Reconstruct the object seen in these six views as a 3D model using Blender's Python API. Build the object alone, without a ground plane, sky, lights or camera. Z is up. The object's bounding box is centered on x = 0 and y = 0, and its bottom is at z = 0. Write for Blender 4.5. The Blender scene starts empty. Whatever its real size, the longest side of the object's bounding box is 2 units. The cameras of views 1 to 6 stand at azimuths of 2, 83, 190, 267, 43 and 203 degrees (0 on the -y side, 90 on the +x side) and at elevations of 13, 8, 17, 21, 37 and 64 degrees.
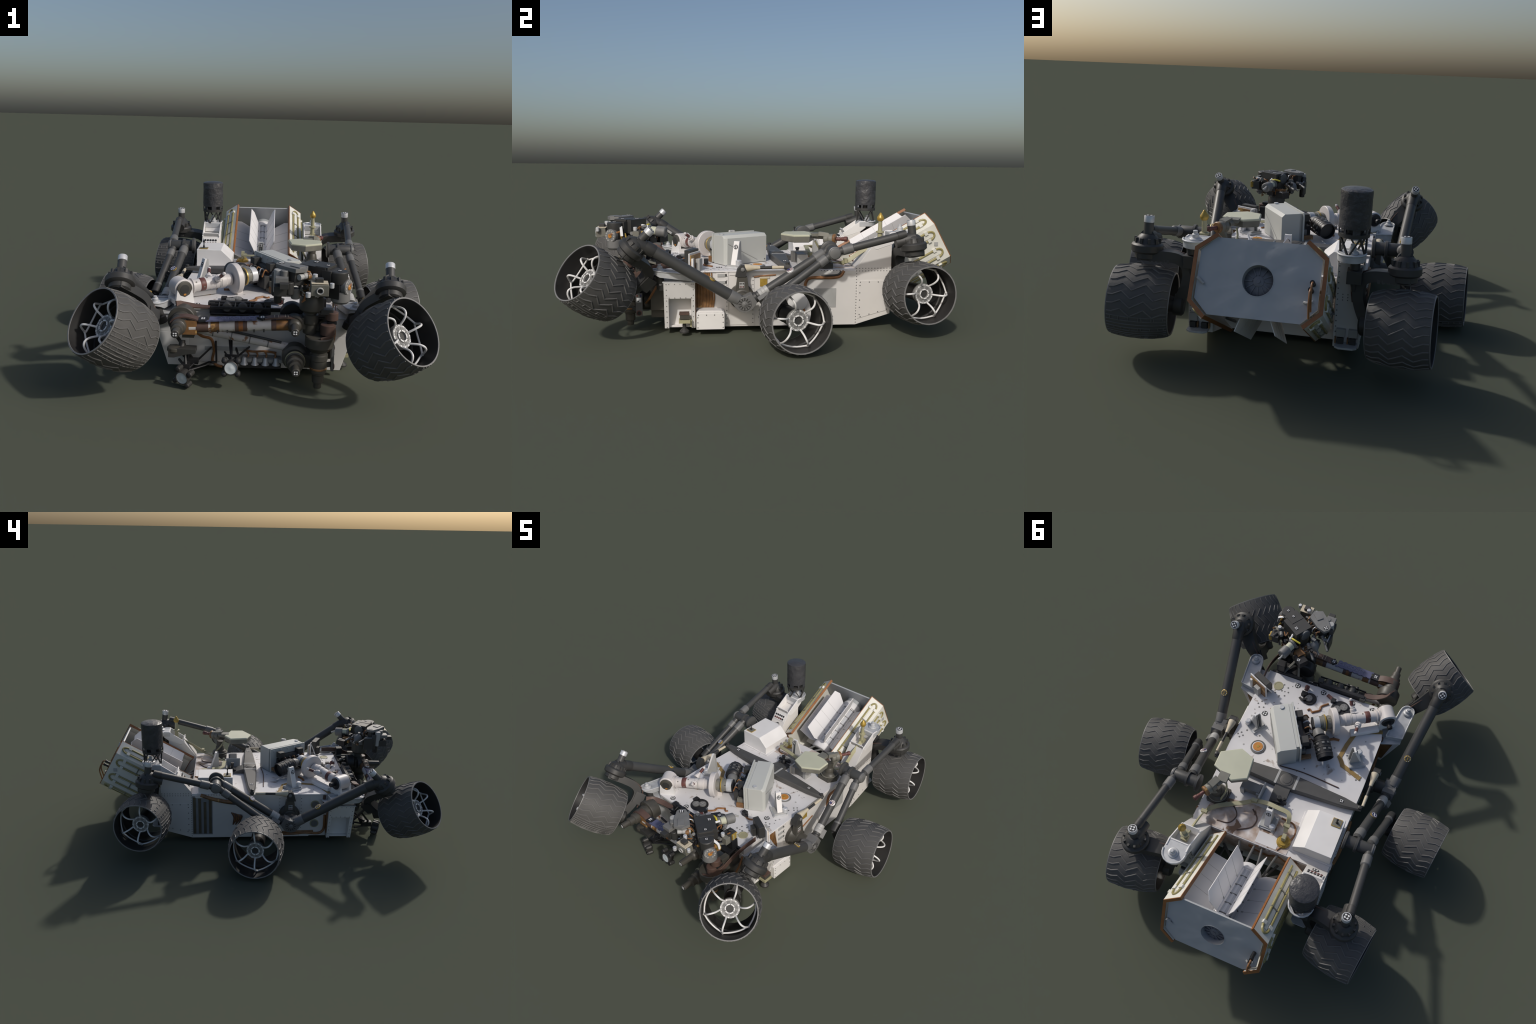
# Six-wheeled planetary rover in its folded (stowed) pose: mast and arm tucked in,
# suspension drawn up.  Everything is built from profiles, tubes, prisms and lathes.
import bpy, bmesh, math, random
from mathutils import Vector, Matrix, noise
random.seed(7)
V = Vector
X, Y, Zv = V((1, 0, 0)), V((0, 1, 0)), V((0, 0, 1))
pi = math.pi

# ------------------------------------------------------------------ materials
def make_mat(name, col, col2=None, scale=8.0, amount=0.5, rough=0.55, metal=0.0,
             spots=None, spot_scale=5.0, spot_cut=0.62, bump=0.0, bump_scale=60.0, spec=0.5):
    m = bpy.data.materials.new(name)
    m.use_nodes = True
    nt = m.node_tree
    b = nt.nodes["Principled BSDF"]
    b.inputs["Roughness"].default_value = rough
    b.inputs["Metallic"].default_value = metal
    b.inputs["Specular IOR Level"].default_value = spec
    tc = nt.nodes.new("ShaderNodeTexCoord")
    n = nt.nodes.new("ShaderNodeTexNoise")
    n.inputs["Scale"].default_value = scale
    n.inputs["Detail"].default_value = 5
    nt.links.new(tc.outputs["Object"], n.inputs["Vector"])
    r = nt.nodes.new("ShaderNodeValToRGB")
    c2 = col2 if col2 else tuple(c * 0.8 for c in col)
    r.color_ramp.elements[0].position = 0.5 - amount * 0.4
    r.color_ramp.elements[1].position = 0.5 + amount * 0.4
    r.color_ramp.elements[0].color = (*c2, 1)
    r.color_ramp.elements[1].color = (*col, 1)
    nt.links.new(n.outputs["Fac"], r.inputs["Fac"])
    out = r.outputs["Color"]
    if spots:
        n2 = nt.nodes.new("ShaderNodeTexNoise")
        n2.inputs["Scale"].default_value = spot_scale
        n2.inputs["Detail"].default_value = 6
        n2.inputs["Distortion"].default_value = 0.8
        nt.links.new(tc.outputs["Object"], n2.inputs["Vector"])
        r2 = nt.nodes.new("ShaderNodeValToRGB")
        r2.color_ramp.elements[0].position = spot_cut
        r2.color_ramp.elements[1].position = spot_cut + 0.05
        nt.links.new(n2.outputs["Fac"], r2.inputs["Fac"])
        mx = nt.nodes.new("ShaderNodeMix")
        mx.data_type = 'RGBA'
        nt.links.new(r2.outputs["Color"], mx.inputs["Factor"])
        nt.links.new(out, mx.inputs["A"])
        mx.inputs["B"].default_value = (*spots, 1)
        out = mx.outputs["Result"]
    nt.links.new(out, b.inputs["Base Color"])
    if bump > 0:
        n3 = nt.nodes.new("ShaderNodeTexNoise")
        n3.inputs["Scale"].default_value = bump_scale
        n3.inputs["Detail"].default_value = 4
        nt.links.new(tc.outputs["Object"], n3.inputs["Vector"])
        bp = nt.nodes.new("ShaderNodeBump")
        bp.inputs["Strength"].default_value = bump
        bp.inputs["Distance"].default_value = 0.01
        nt.links.new(n3.outputs["Fac"], bp.inputs["Height"])
        nt.links.new(bp.outputs["Normal"], b.inputs["Normal"])
    return m

WHITE = make_mat("white_paint", (.80, .785, .77), (.70, .685, .67), 9, .8, .5)
DECK = make_mat("deck_paint", (.76, .75, .755), (.60, .585, .585), 8, .9, .5, spots=(.36, .30, .26), spot_scale=9, spot_cut=.64)
SIDE = make_mat("side_paint", (.72, .70, .68), (.62, .60, .575), 5, .8, .5, spots=(.50, .44, .38), spot_scale=6, spot_cut=.70)
STAIN = make_mat("stained_deck_foil", (.72, .68, .66), (.34, .22, .14), 16, .5, .45, spots=(.16, .09, .05), spot_scale=14, spot_cut=.60)
BOXGREY = make_mat("mast_box_grey", (.50, .51, .485), (.47, .48, .455), 6, .8, .5)
LIGHTGREY = make_mat("light_grey", (.42, .42, .41), (.34, .34, .33), 20, .7, .45)
MIDGREY = make_mat("mid_grey", (.19, .19, .185), (.14, .14, .137), 25, .7, .5)
STEELGREY = make_mat("collar_grey", (.155, .155, .152), (.12, .12, .118), 20, .7, .45)
TUBE = make_mat("dark_tube", (.062, .062, .060), (.047, .047, .046), 14, .8, .45)
DARK = make_mat("dark_housing", (.045, .044, .042), (.030, .030, .029), 18, .7, .5)
BLACK = make_mat("black_part", (.016, .016, .018), (.010, .010, .011), 20, .7, .45)
BEAMG = make_mat("beam_grey", (.085, .083, .080), (.065, .063, .060), 20, .7, .5)
RUBBER = make_mat("wheel_metal", (.095, .093, .090), (.072, .071, .069), 11, .9, .62, bump=.15, bump_scale=40, spec=.35)
RIBM = make_mat("grouser_metal", (.138, .135, .131), (.112, .110, .107), 20, .7, .55, spec=.35)  # rib colour lightened so the tread shows the baked shade contrast beside ribs
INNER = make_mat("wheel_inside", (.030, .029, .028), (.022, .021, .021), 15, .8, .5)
LIP = make_mat("wheel_lip", (.20, .198, .195), (.165, .163, .16), 20, .7, .45)
SPOKE = make_mat("spoke_metal", (.78, .78, .77), (.66, .66, .66), 20, .8, .38)
HUBG = make_mat("hub_grey", (.30, .30, .295), (.22, .22, .215), 40, .6, .45)
SILVER = make_mat("silver_cap", (.68, .69, .70), (.52, .53, .55), 30, .7, .35, metal=.3)
PAD = make_mat("pad_metal", (.58, .59, .60), (.42, .43, .44), 30, .6, .42, metal=.15)
KAPTON = make_mat("kapton_brown", (.30, .15, .055), (.12, .065, .03), 30, .6, .4, spots=(.50, .30, .10), spot_scale=22, spot_cut=.60)
CABLE = make_mat("cable_orange", (.33, .15, .05), (.17, .075, .03), 40, .6, .5)
AMBER = make_mat("amber_edge", (.30, .125, .035), (.20, .075, .025), 45, .7, .4)
GOLD = make_mat("gold_yellow", (.50, .34, .07), (.33, .21, .04), 50, .6, .35, metal=.3)
ORANGE = make_mat("orange_disc", (.55, .24, .04), (.42, .17, .03), 40, .6, .45)
CREAM = make_mat("cream_dish", (.55, .555, .42), (.48, .485, .37), 9, .8, .55)
OLIVE = make_mat("olive_grey", (.20, .195, .165), (.14, .137, .115), 22, .7, .5)
OLIVED = make_mat("olive_dark", (.075, .07, .058), (.05, .047, .04), 22, .7, .45)
TAN = make_mat("tan_cloth", (.60, .53, .40), (.48, .42, .31), 24, .7, .6)
KHAKI = make_mat("khaki_bar", (.40, .38, .24), (.32, .30, .18), 22, .7, .5)
PIPE = make_mat("panel_pipe", (.35, .31, .13), (.26, .225, .09), 30, .7, .35)
PANEL = make_mat("panel_foil", (.74, .73, .67), (.62, .61, .54), 12, .8, .3)
PLATE = make_mat("rear_plate", (.41, .425, .435), (.345, .36, .37), 6, .9, .42, bump=.35, bump_scale=9)
FINW = make_mat("fin_white", (.74, .73, .735), (.69, .68, .685), 7, .8, .5)
DRUMW = make_mat("mast_white", (.66, .635, .62), (.55, .51, .49), 14, .8, .45, spots=(.30, .24, .21), spot_scale=24, spot_cut=.71)
MAROON = make_mat("maroon_band", (.155, .055, .045), (.10, .04, .035), 40, .6, .5)
BLUEP = make_mat("blue_nameplate", (.115, .12, .21), (.085, .09, .15), 18, .7, .5)
BLUEL = make_mat("blue_lettering", (.20, .205, .29), (.17, .175, .25), 18, .7, .5)
STRAP = make_mat("brown_strap", (.115, .068, .052), (.075, .045, .036), 25, .7, .55)
ARMW = make_mat("arm_white", (.60, .58, .56), (.48, .45, .43), 22, .7, .5, spots=(.24, .12, .06), spot_scale=18, spot_cut=.60)
CANVAS = make_mat("antenna_cover", (.060, .061, .066), (.038, .039, .043), 12, .8, .38, bump=.9, bump_scale=26)
VENT = make_mat("vent_brown", (.13, .105, .065), (.085, .068, .045), 30, .7, .5)
VENTD = make_mat("vent_back", (.26, .27, .29), (.20, .21, .225), 20, .7, .5)
CORE = make_mat("core_grey", (.50, .51, .54), (.44, .45, .48), 12, .8, .45)
HATCH = make_mat("hatch_grey", (.17, .17, .185), (.13, .13, .145), 20, .7, .4)
TAPE = make_mat("golden_tape", (.36, .24, .08), (.24, .15, .05), 30, .7, .45)
LENS = make_mat("lens_glass", (.62, .67, .68), (.48, .53, .56), 40, .6, .12)
MARKW = make_mat("marker_white", (.78, .78, .78), (.74, .74, .74), 40, .6, .6)
MARKB = make_mat("marker_black", (.02, .02, .022), (.016, .016, .018), 40, .6, .6)
YELLOW = make_mat("yellow_wire", (.70, .60, .06), (.55, .46, .05), 40, .6, .45)
NAVY = make_mat("navy_enamel", (.04, .045, .13), (.03, .035, .10), 40, .6, .45)
REDE = make_mat("red_enamel", (.45, .06, .05), (.35, .05, .045), 40, .6, .45)

# ------------------------------------------------------------------ geometry
def frame(z, xh=None):
    z = V(z).normalized()
    if xh is None or abs(V(xh).normalized().dot(z)) > .98:
        xh = X if abs(z.x) < .8 else Y
    x = (V(xh) - z * V(xh).dot(z)).normalized()
    y = z.cross(x)
    return x, y, z

def smooth_path(pts, n=6):
    pts = [V(p) for p in pts]
    if len(pts) < 3:
        return pts
    q = [2 * pts[0] - pts[1]] + pts + [2 * pts[-1] - pts[-2]]
    out = []
    for i in range(1, len(q) - 2):
        a, b, c, d = q[i - 1], q[i], q[i + 1], q[i + 2]
        for k in range(n):
            t = k / n
            out.append(.5 * ((2 * b) + (c - a) * t + (2 * a - 5 * b + 4 * c - d) * t * t + (3 * b - a - 3 * c + d) * t ** 3))
    out.append(pts[-1])
    return out

class Part:
    def __init__(self, m):
        self.v, self.f, self.fm, self.mats = [], [], [], []
        self.m = m
    def add(self, vs, fs, mat=None):
        mat = mat or self.m
        if mat not in self.mats:
            self.mats.append(mat)
        k, o = self.mats.index(mat), len(self.v)
        self.v += [V(p) for p in vs]
        for f in fs:
            self.f.append([i + o for i in f]); self.fm.append(k)
        return self
    def box(self, c, s, mat=None, x=X, y=Y, z=Zv, taper=1.0):
        c = V(c); x, y, z = V(x), V(y), V(z)
        vs = []
        for k in (-1, 1):
            t = taper if k > 0 else 1
            for a, b in ((-1, -1), (1, -1), (1, 1), (-1, 1)):
                vs.append(c + x * (a * s[0] / 2 * t) + y * (b * s[1] / 2 * t) + z * (k * s[2] / 2))
        return self.add(vs, [(3, 2, 1, 0), (4, 5, 6, 7), (0, 1, 5, 4), (1, 2, 6, 5), (2, 3, 7, 6), (3, 0, 4, 7)], mat)
    def prism(self, pts, o, ex, ey, ez, d0, d1, mat=None):
        o, ex, ey, ez = V(o), V(ex), V(ey), V(ez)
        n = len(pts)
        lo = [o + ex * a + ey * b + ez * d0 for a, b in pts]
        hi = [o + ex * a + ey * b + ez * d1 for a, b in pts]
        fs = [tuple(reversed(range(n))), tuple(range(n, 2 * n))]
        fs += [(i, (i + 1) % n, n + (i + 1) % n, n + i) for i in range(n)]
        return self.add(lo + hi, fs, mat)
    def loft(self, loops, mat=None, caps=True):
        n = len(loops[0]); vs = [p for l in loops for p in l]; fs = []
        for j in range(len(loops) - 1):
            for i in range(n):
                fs.append((j * n + i, j * n + (i + 1) % n, (j + 1) * n + (i + 1) % n, (j + 1) * n + i))
        if caps:
            fs.append(tuple(reversed(range(n)))); fs.append(tuple(range((len(loops) - 1) * n, len(loops) * n)))
        return self.add(vs, fs, mat)
    def lathe(self, o, ax, prof, mat=None, seg=28, closed=False, xh=None):
        o = V(o); x, y, z = frame(ax, xh)
        loops = [[o + z * h + (x * math.cos(2 * pi * i / seg) + y * math.sin(2 * pi * i / seg)) * max(r, 1e-5) for i in range(seg)] for r, h in prof]
        if closed:
            loops.append(loops[0])
            return self.loft(loops, mat, caps=False)
        return self.loft(loops, mat)
    def cyl(self, a, b, r, r2=None, mat=None, seg=24):
        a, b = V(a), V(b)
        r2 = r if r2 is None else r2
        return self.lathe(a, b - a, [(r, 0), (r2, (b - a).length)], mat, seg)
    def tube(self, pts, r, mat=None, seg=8, smooth=0):
        pts = smooth_path(pts, smooth) if smooth else [V(p) for p in pts]
        loops = []; ref = None
        for i, p in enumerate(pts):
            d = (pts[min(i + 1, len(pts) - 1)] - pts[max(i - 1, 0)]).normalized()
            x, y, z = frame(d, ref); ref = x
            loops.append([p + (x * math.cos(2 * pi * k / seg) + y * math.sin(2 * pi * k / seg)) * r for k in range(seg)])
        return self.loft(loops, mat)
    def bar(self, pts, wdir, w, t, mat=None, smooth=0):
        """rectangular section swept along a path; wdir is the width direction"""
        pts = smooth_path(pts, smooth) if smooth else [V(p) for p in pts]
        loops = []
        for i, p in enumerate(pts):
            d = (pts[min(i + 1, len(pts) - 1)] - pts[max(i - 1, 0)]).normalized()
            wv = (V(wdir) - d * V(wdir).dot(d)).normalized(); n = d.cross(wv)
            ww = w[i] if isinstance(w, (list, tuple)) else w
            loops.append([p + wv * (a * ww / 2) + n * (b * t / 2) for a, b in ((-1, -1), (1, -1), (1, 1), (-1, 1))])
        return self.loft(loops, mat)
    def ball(self, c, r, mat=None, seg=14, rings=8, sc=(1, 1, 1)):
        prof = [(math.sin(pi * k / rings), -math.cos(pi * k / rings)) for k in range(rings + 1)]
        c = V(c)
        loops = [[c + V((rr * math.cos(2 * pi * i / seg) * sc[0], rr * math.sin(2 * pi * i / seg) * sc[1], h * sc[2])) * r for i in range(seg)] for rr, h in [(max(a, 1e-4), b) for a, b in prof]]
        return self.loft(loops, mat)
    def make(self, name, parent=None, bevel=0.0, mirror=False, angle=35, kind=None):
        me = bpy.data.meshes.new(name)
        sg = -1 if mirror else 1
        me.from_pydata([(p.x * sg, p.y, p.z) for p in self.v], [], self.f)
        for m in self.mats:
            me.materials.append(m)
        me.polygons.foreach_set("material_index", self.fm)
        bm = bmesh.new(); bm.from_mesh(me)
        bmesh.ops.recalc_face_normals(bm, faces=bm.faces[:])
        for f in bm.faces: f.smooth = True
        bm.to_mesh(me); bm.free()
        me.set_sharp_from_angle(angle=math.radians(angle))
        ob = bpy.data.objects.new(name, me)
        bpy.context.scene.collection.objects.link(ob)
        if parent: ob.parent = parent
        if bevel:
            b = ob.modifiers.new("edge_round", 'BEVEL')
            b.width = bevel; b.segments = 2; b.limit_method = 'ANGLE'; b.angle_limit = math.radians(40)
            b.harden_normals = True
        if kind: ob["kind"] = kind
        return ob

def both(build, name, parent=None, **kw):
    """build a part on the +x side and its mirror image on the -x side"""
    p = build()
    return p.make(name, parent, **kw), p.make(name, parent, mirror=True, **kw)

def fiducial(p, c, n, r, xh=X):
    """round black marker with a four-part white symbol"""
    c = V(c); x, y, z = frame(n, xh)
    p.lathe(c, z, [(r, 0), (r, .0012)], MARKB, 20)
    for a in (-1, 1):
        for b in (-1, 1):
            p.box(c + x * (a * .36 * r) + y * (b * .34 * r) + z * .0014, (.50 * r, .46 * r, .0012), MARKW, x, y, z)
    p.box(c + z * .002, (.5 * r, .5 * r, .0012), MARKB, x, y, z)

def rivets(p, a, b, n, nrm, r=.0028, mat=None):
    a, b, nrm = V(a), V(b), V(nrm).normalized()
    for i in range(n):
        c = a.lerp(b, i / max(1, n - 1))
        p.lathe(c - nrm * .0005, nrm, [(r, 0), (r, .0012), (r * .5, .0022)], mat, 6)

rover = bpy.data.objects.new("planetary_rover", None)
bpy.context.scene.collection.objects.link(rover)
rover["label"] = "six-wheeled planetary rover with folded mast and stowed robotic arm"
rover["category"] = "space rover"

# ================================================================== CHASSIS
DZ = .308
p = Part(SIDE)
p.prism([(-.374, .03), (.43, .024), (.43, .302), (-.374, .302)], (0, 0, 0), Y, Zv, X, -.30, .30)
p.prism([(-.523, .03), (-.3735, .03), (-.3735, .3015), (-.523, .3015)], (0, 0, 0), Y, Zv, X, -.25, .25)
p.prism([(-.522, .27), (-.3735, .27), (-.3735, .3012), (-.522, .3012)], (0, 0, 0), Y, Zv, X, -.345, .345)
for s in (1, -1):
    # side wall slabs with a trough between the corner box and the middle bay
    p.prism([(-.275, .026), (.43, .022), (.43, .302), (-.275, .302)], (0, 0, 0), Y, Zv, X * s, .295, .357)
    p.prism([(-.376, .03), (-.27, .03), (-.27, .302), (-.376, .302)], (0, 0, 0), Y, Zv, X * s, .29, .3555)
chassis = p.make("chassis", rover, bevel=.003)

p = Part(DECK)
deck_outline = [(-.345, -.522), (.345, -.522), (.345, -.40), (.362, -.345), (.364, -.05), (.352, .43), (-.352, .43), (-.364, -.05), (-.362, -.345), (-.345, -.40)]
p.prism(deck_outline, (0, 0, 0), X, Y, Zv, .3005, DZ)
deck = p.make("deck_plate", chassis, bevel=.0015)

# stained foil area and cut panel on the rear of the deck
p = Part(STAIN)
p.prism([(.10, .245), (.30, .27), (.325, .425), (-.14, .425), (-.15, .25)], (0, 0, 0), X, Y, Zv, DZ, DZ + .002)
p.box((-.03, .39, DZ + .0025), (.11, .06, .003), DECK)
p.make("deck_foil", chassis)
p = Part(KAPTON)
p.box((0, .4315, .22), (.50, .003, .15), STAIN)
p.prism([(.345, .20), (.295, .275), (.30, .303), (.345, .303)], (0, 0, 0), X, Zv, Y, -.4, -.4) if 0 else None
p.prism([(-.373, .125), (-.285, .125), (-.29, .20), (-.305, .30), (-.373, .30)], (0, 0, 0), Y, Zv, X, .3555, .3585)
for k in range(7):                                    # gathered folds of the foil
    y0 = -.366 + .0115 * k
    p.tube([(.358, y0, .298), (.3595, y0 + .004, .25), (.360, y0 + .002 + .002 * k, .18), (.359, y0 + .003 * k * .5, .128)], .0035, KAPTON, 6, 4)
p.make("foil_patch", chassis)

# front corner boxes (recessed housings)
def corner_box():
    p = Part(WHITE)
    def xo(z): return .386 + (z - .03) * .30        # outer face leans out toward the top
    def slab(y0, y1, z0, z1, xin):
        p.loft([[V((xin, y0, z0)), V((xo(z0), y0, z0)), V((xo(z0), y1, z0)), V((xin, y1, z0))],
                [V((xin, y0, z1)), V((xo(z1), y0, z1)), V((xo(z1), y1, z1)), V((xin, y1, z1))]])
    slab(-.525, -.377, .187, .268, .24)
    slab(-.525, -.503, .03, .1865, .24)
    slab(-.396, -.377, .03, .1865, .24)
    p.box((.305, -.45, .036), (.13, .107, .010))
    p.box((.334, -.45, .11), (.03, .107, .15), WHITE)
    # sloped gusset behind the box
    # foil on the rear face of the box
    p.loft([[V((.357, -.3765, .06)), V((.388, -.3765, .06)), V((.388, -.3735, .06)), V((.357, -.3735, .06))],
            [V((.357, -.3765, .262)), V((.425, -.3765, .262)), V((.425, -.3725, .262)), V((.357, -.3725, .262))]], KAPTON)
    # top cover ledge
    p.prism([(.34, -.53), (.458, -.53), (.458, -.374), (.34, -.33)], (0, 0, 0), X, Y, Zv, .268, .274, PAD)
    return p
both(corner_box, "corner_box", chassis, bevel=.0025)

def corner_bracket():
    p = Part(PAD)
    # upturned tray carrying the wheel restraint knob, rising toward the front
    out = [(.375, -.378), (.458, -.390), (.470, -.54)] + [(.436 + .034 * math.cos(a), -.548 - .030 * math.sin(a)) for a in (.3, .8, 1.3, 1.8, 2.3, 2.8)] + [(.398, -.54)]
    vs0 = [V((a, b, .2745 + max(0, -.50 - b) * .55)) for a, b in out]
    vs1 = [V((a, b, .298 - (b + .36) * .13)) for a, b in out]
    p.loft([vs0, vs1])
    rim = [q + V((0, 0, .004)) for q in vs1]
    p.tube(rim + [rim[0]], .0045, PAD, 6)
    c = V((.437, -.540, .321))
    up = V((0, -.12, 1))
    p.lathe(c, up, [(.024, 0), (.022, .009), (.014, .012), (.013, .024), (.008, .026), (.008, .034)], PAD, 20)
    p.lathe(V((.432, -.545, .312)), V((-.35, .1, -1)), [(.018, 0), (.018, .05), (.022, .055), (.022, .085)], DARK, 16)
    return p
both(corner_bracket, "wheel_restraint", chassis, bevel=.0015)

# rear towers
def tower():
    p = Part(SIDE)
    prof = [(.428, .022), (.609, .077), (.609, .432), (.53, .405), (.508, .424), (.428, .318)]
    p.prism(prof, (0, 0, 0), Y, Zv, X, .252, .357)
    for xa, xb in ((.252, .259), (.351, .358)):
        p.prism([(.500, .4245), (.606, .494), (.64, .494), (.64, .455), (.609, .432), (.53, .4055)], (0, 0, 0), Y, Zv, X, xa, xb, WHITE)
    p.box((.305, .516, .431), (.09, .006, .036), WHITE, y=V((0, .8, .6)), z=V((0, -.6, .8)))
    p.box((.305, .606, .464), (.09, .006, .058), WHITE)
    # rounded pad on top with restraint stud
    pad = [(.2505, .60), (.3598, .60), (.3598, .655)] + [(.305 + .053 * math.cos(a), .662 + .048 * math.sin(a)) for a in (.25, .6, 1, 1.4, 1.75, 2.15, 2.55, 2.9)] + [(.2505, .655)]
    p.prism(pad, (0, 0, 0), X, Y, Zv, .462, .490, PAD)
    p.tube([V((a, b, .491)) for a, b in pad[2:]], .005, PAD, 6)
    p.lathe((.308, .663, .49), Zv, [(.026, 0), (.024, .007), (.015, .010), (.014, .024), (.009, .026), (.009, .038)], PAD, 20)
    # restraint block below the pad
    p.box((.322, .665, .402), (.058, .055, .052), DARK)
    p.cyl((.322, .665, .43), (.322, .665, .462), .02, None, DARK, 16)
    p.cyl((.322, .665, .375), (.322, .665, .34), .014, .010, DARK, 14)
    # foot tray at the bottom of the tower
    p.prism([(.262, .60), (.352, .60), (.352, .655), (.335, .668), (.279, .668), (.262, .655)], (0, 0, 0), X, Y, Zv, .092, .101, PAD)
    for xx in (.283, .332):
        p.box((xx, .616, .144), (.036, .018, .034), LIGHTGREY)
        p.box((xx, .622, .113), (.026, .024, .026), DARK)
        p.box((xx - .02, .622, .113), (.006, .02, .024), KAPTON)
    return p
towers = both(tower, "rear_tower", chassis, bevel=.002)

# connector panel on the sloped face of the left tower
p = Part(WHITE)
d = V((0, .60, .80)).normalized(); nn = V((0, -.80, .60)).normalized()
c0 = V((-.305, .484, .3935)) + nn * .003
p.box(c0, (.082, .045, .004), WHITE, X, d, nn)
for i in range(5):
    for j in range(2):
        c = c0 + X * (-.031 + .0155 * i) + d * (-.010 + .020 * j) + nn * .0015
        p.lathe(c, nn, [(.0068, 0), (.0068, .002), (.0052, .0035)], MARKB if (j or i == 4) else MAROON, 12)
c = V((-.30, .452, .350)) + nn * .0012
fiducial(p, c, nn, .016)
p.make("connector_panel", chassis)

# small equipment box and calibration stand, low on the right side
p = Part(WHITE)
p.prism([(-.372, .030), (-.236, .030), (-.236, .112), (-.372, .112)], (0, 0, 0), Y, Zv, X, .345, .423)
p.prism([(-.372, .112), (-.236, .112), (-.25, .122), (-.36, .122)], (0, 0, 0), Y, Zv, X, .345, .415)
p.make("equipment_box", chassis, bevel=.002)
p = Part(OLIVED)
p.lathe((.405, -.430, .014), Zv, [(.024, 0), (.024, .008), (.010, .022), (.008, .045), (.011, .052)], DARK, 18)
p.box((.405, -.428, .072), (.05, .055, .016), KHAKI)
p.box((.405, -.428, .094), (.045, .046, .022), OLIVED)
p.box((.405, -.430, .109), (.048, .048, .008), STRAP)
p.box((.405, -.398, .060), (.018, .010, .035), KHAKI)
p.make("calibration_stand", chassis, bevel=.001)

# panels, lines and raised strips on the flanks
p = Part(SIDE)
def rounded(y0, y1, z0, z1, r, n=4):
    out = []
    for cy, cz, a0 in ((y1 - r, z1 - r, 0), (y0 + r, z1 - r, pi / 2), (y0 + r, z0 + r, pi), (y1 - r, z0 + r, 1.5 * pi)):
        out += [(cy + r * math.cos(a0 + k * pi / 2 / n), cz + r * math.sin(a0 + k * pi / 2 / n)) for k in range(n + 1)]
    return out
for s in (1, -1):
    hatch = [(.440, .055), (.60, .098), (.60, .235), (.585, .25), (.455, .25), (.440, .235)]
    p.prism(hatch, (0, 0, 0), Y, Zv, X * s, .3565, .3595)
    for y in (-.222, -.093):
        p.box((.358 * s, y, .165), (.006, .014, .27))
    p.box((.358 * s, .10, .293), (.005, .62, .016))
p.prism([(.213, .116), (.327, .116), (.327, .213), (.213, .213)], (0, 0, 0), Y, Zv, X, .3565, .3595, LIGHTGREY)
p.prism([(-.21, .035), (-.10, .035), (-.10, .12), (-.21, .12)], (0, 0, 0), Y, Zv, X, .3565, .360)
p.box((.3585, -.04, .25), (.004, .036, .045), GOLD)
p.box((.3585, -.035, .272), (.006, .05, .01), TAN)
for i in range(3):                                    # louvres in the front right bay
    p.box((.359, -.245, .215 + .035 * i), (.004, .045, .014), LIGHTGREY)
p.box((-.3575, .366, .171), (.004, .118, .25), VENTD)
for i, (a, b) in enumerate(((.05, .292), (.05, .285), (.05, .262), (.05, .292))):
    p.box((-.3595, .413 - .031 * i, (a + b) / 2), (.006, .016, b - a - .006), VENT)
for z in (.238, .114):
    p.lathe((-.3555, -.305, z), -X, [(.0265, 0), (.0265, .003), (.022, .0035)], KHAKI, 24)
    p.lathe((-.3555, -.305, z), -X, [(.021, 0), (.021, .0045)], MIDGREY, 24)
p.lathe((.357, .13, .15), X, [(.05, 0), (.05, .012), (.03, .02)], WHITE, 24)
p.make("side_panel", chassis)

p = Part(MIDGREY)
for s in (1, -1):
    nx = X * s
    for z, a, b, n in ((.303, .25, .36, 8), (.312, .43, .602, 12), (.299, .43, .602, 12)):
        rivets(p, (.357 * s, a, z), (.357 * s, b, z), n, nx)
    rivets(p, (.357 * s, .431, .035), (.357 * s, .431, .285), 18, nx)
    for a, b, n in (((.450, .242), (.59, .242), 4), ((.449, .075), (.449, .225), 5), ((.455, .064), (.59, .100), 4)):
        rivets(p, (.3595 * s, *a), (.3595 * s, *b), n, nx, .0035)
    for y in (-.222, -.093):
        rivets(p, (.361 * s, y, .045), (.361 * s, y, .28), 12, nx, .0028)
    for yy in (-.513, -.386):
        rivets(p, (.388 * s, yy, .035), (.456 * s, yy, .262), 9, nx, .0025)
    rivets(p, (.435 * s, -.50, .192), (.435 * s, -.395, .192), 5, nx, .0025)
    rivets(p, (.4556 * s, -.50, .262), (.4556 * s, -.395, .262), 5, nx, .0025)
    rivets(p, (.358 * s, -.08, .289), (.358 * s, .05, .289), 8, nx, .0025)
    for xx in (.260, .349):
        rivets(p, (xx * s, .6095, .12), (xx * s, .6095, .42), 14, Y, .0028)
    for k in range(3):
        rivets(p, (.28 * s, .6095, .28 + .012 * k), (.34 * s, .6095, .28 + .012 * k), 4, Y, .0025)
for a, b, n in (((-.362, .102), (-.246, .102), 4), ((-.365, .04), (-.365, .09), 3), ((-.243, .04), (-.243, .09), 3)):
    rivets(p, (.423, *a), (.423, *b), n, X, .0033)
rivets(p, (-.30, -.5235, .26), (.30, -.5235, .26), 16, -Y, .0025)
rivets(p, (-.30, -.5235, .05), (-.12, -.5235, .05), 6, -Y, .0025)
rng = random.Random(3)
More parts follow.
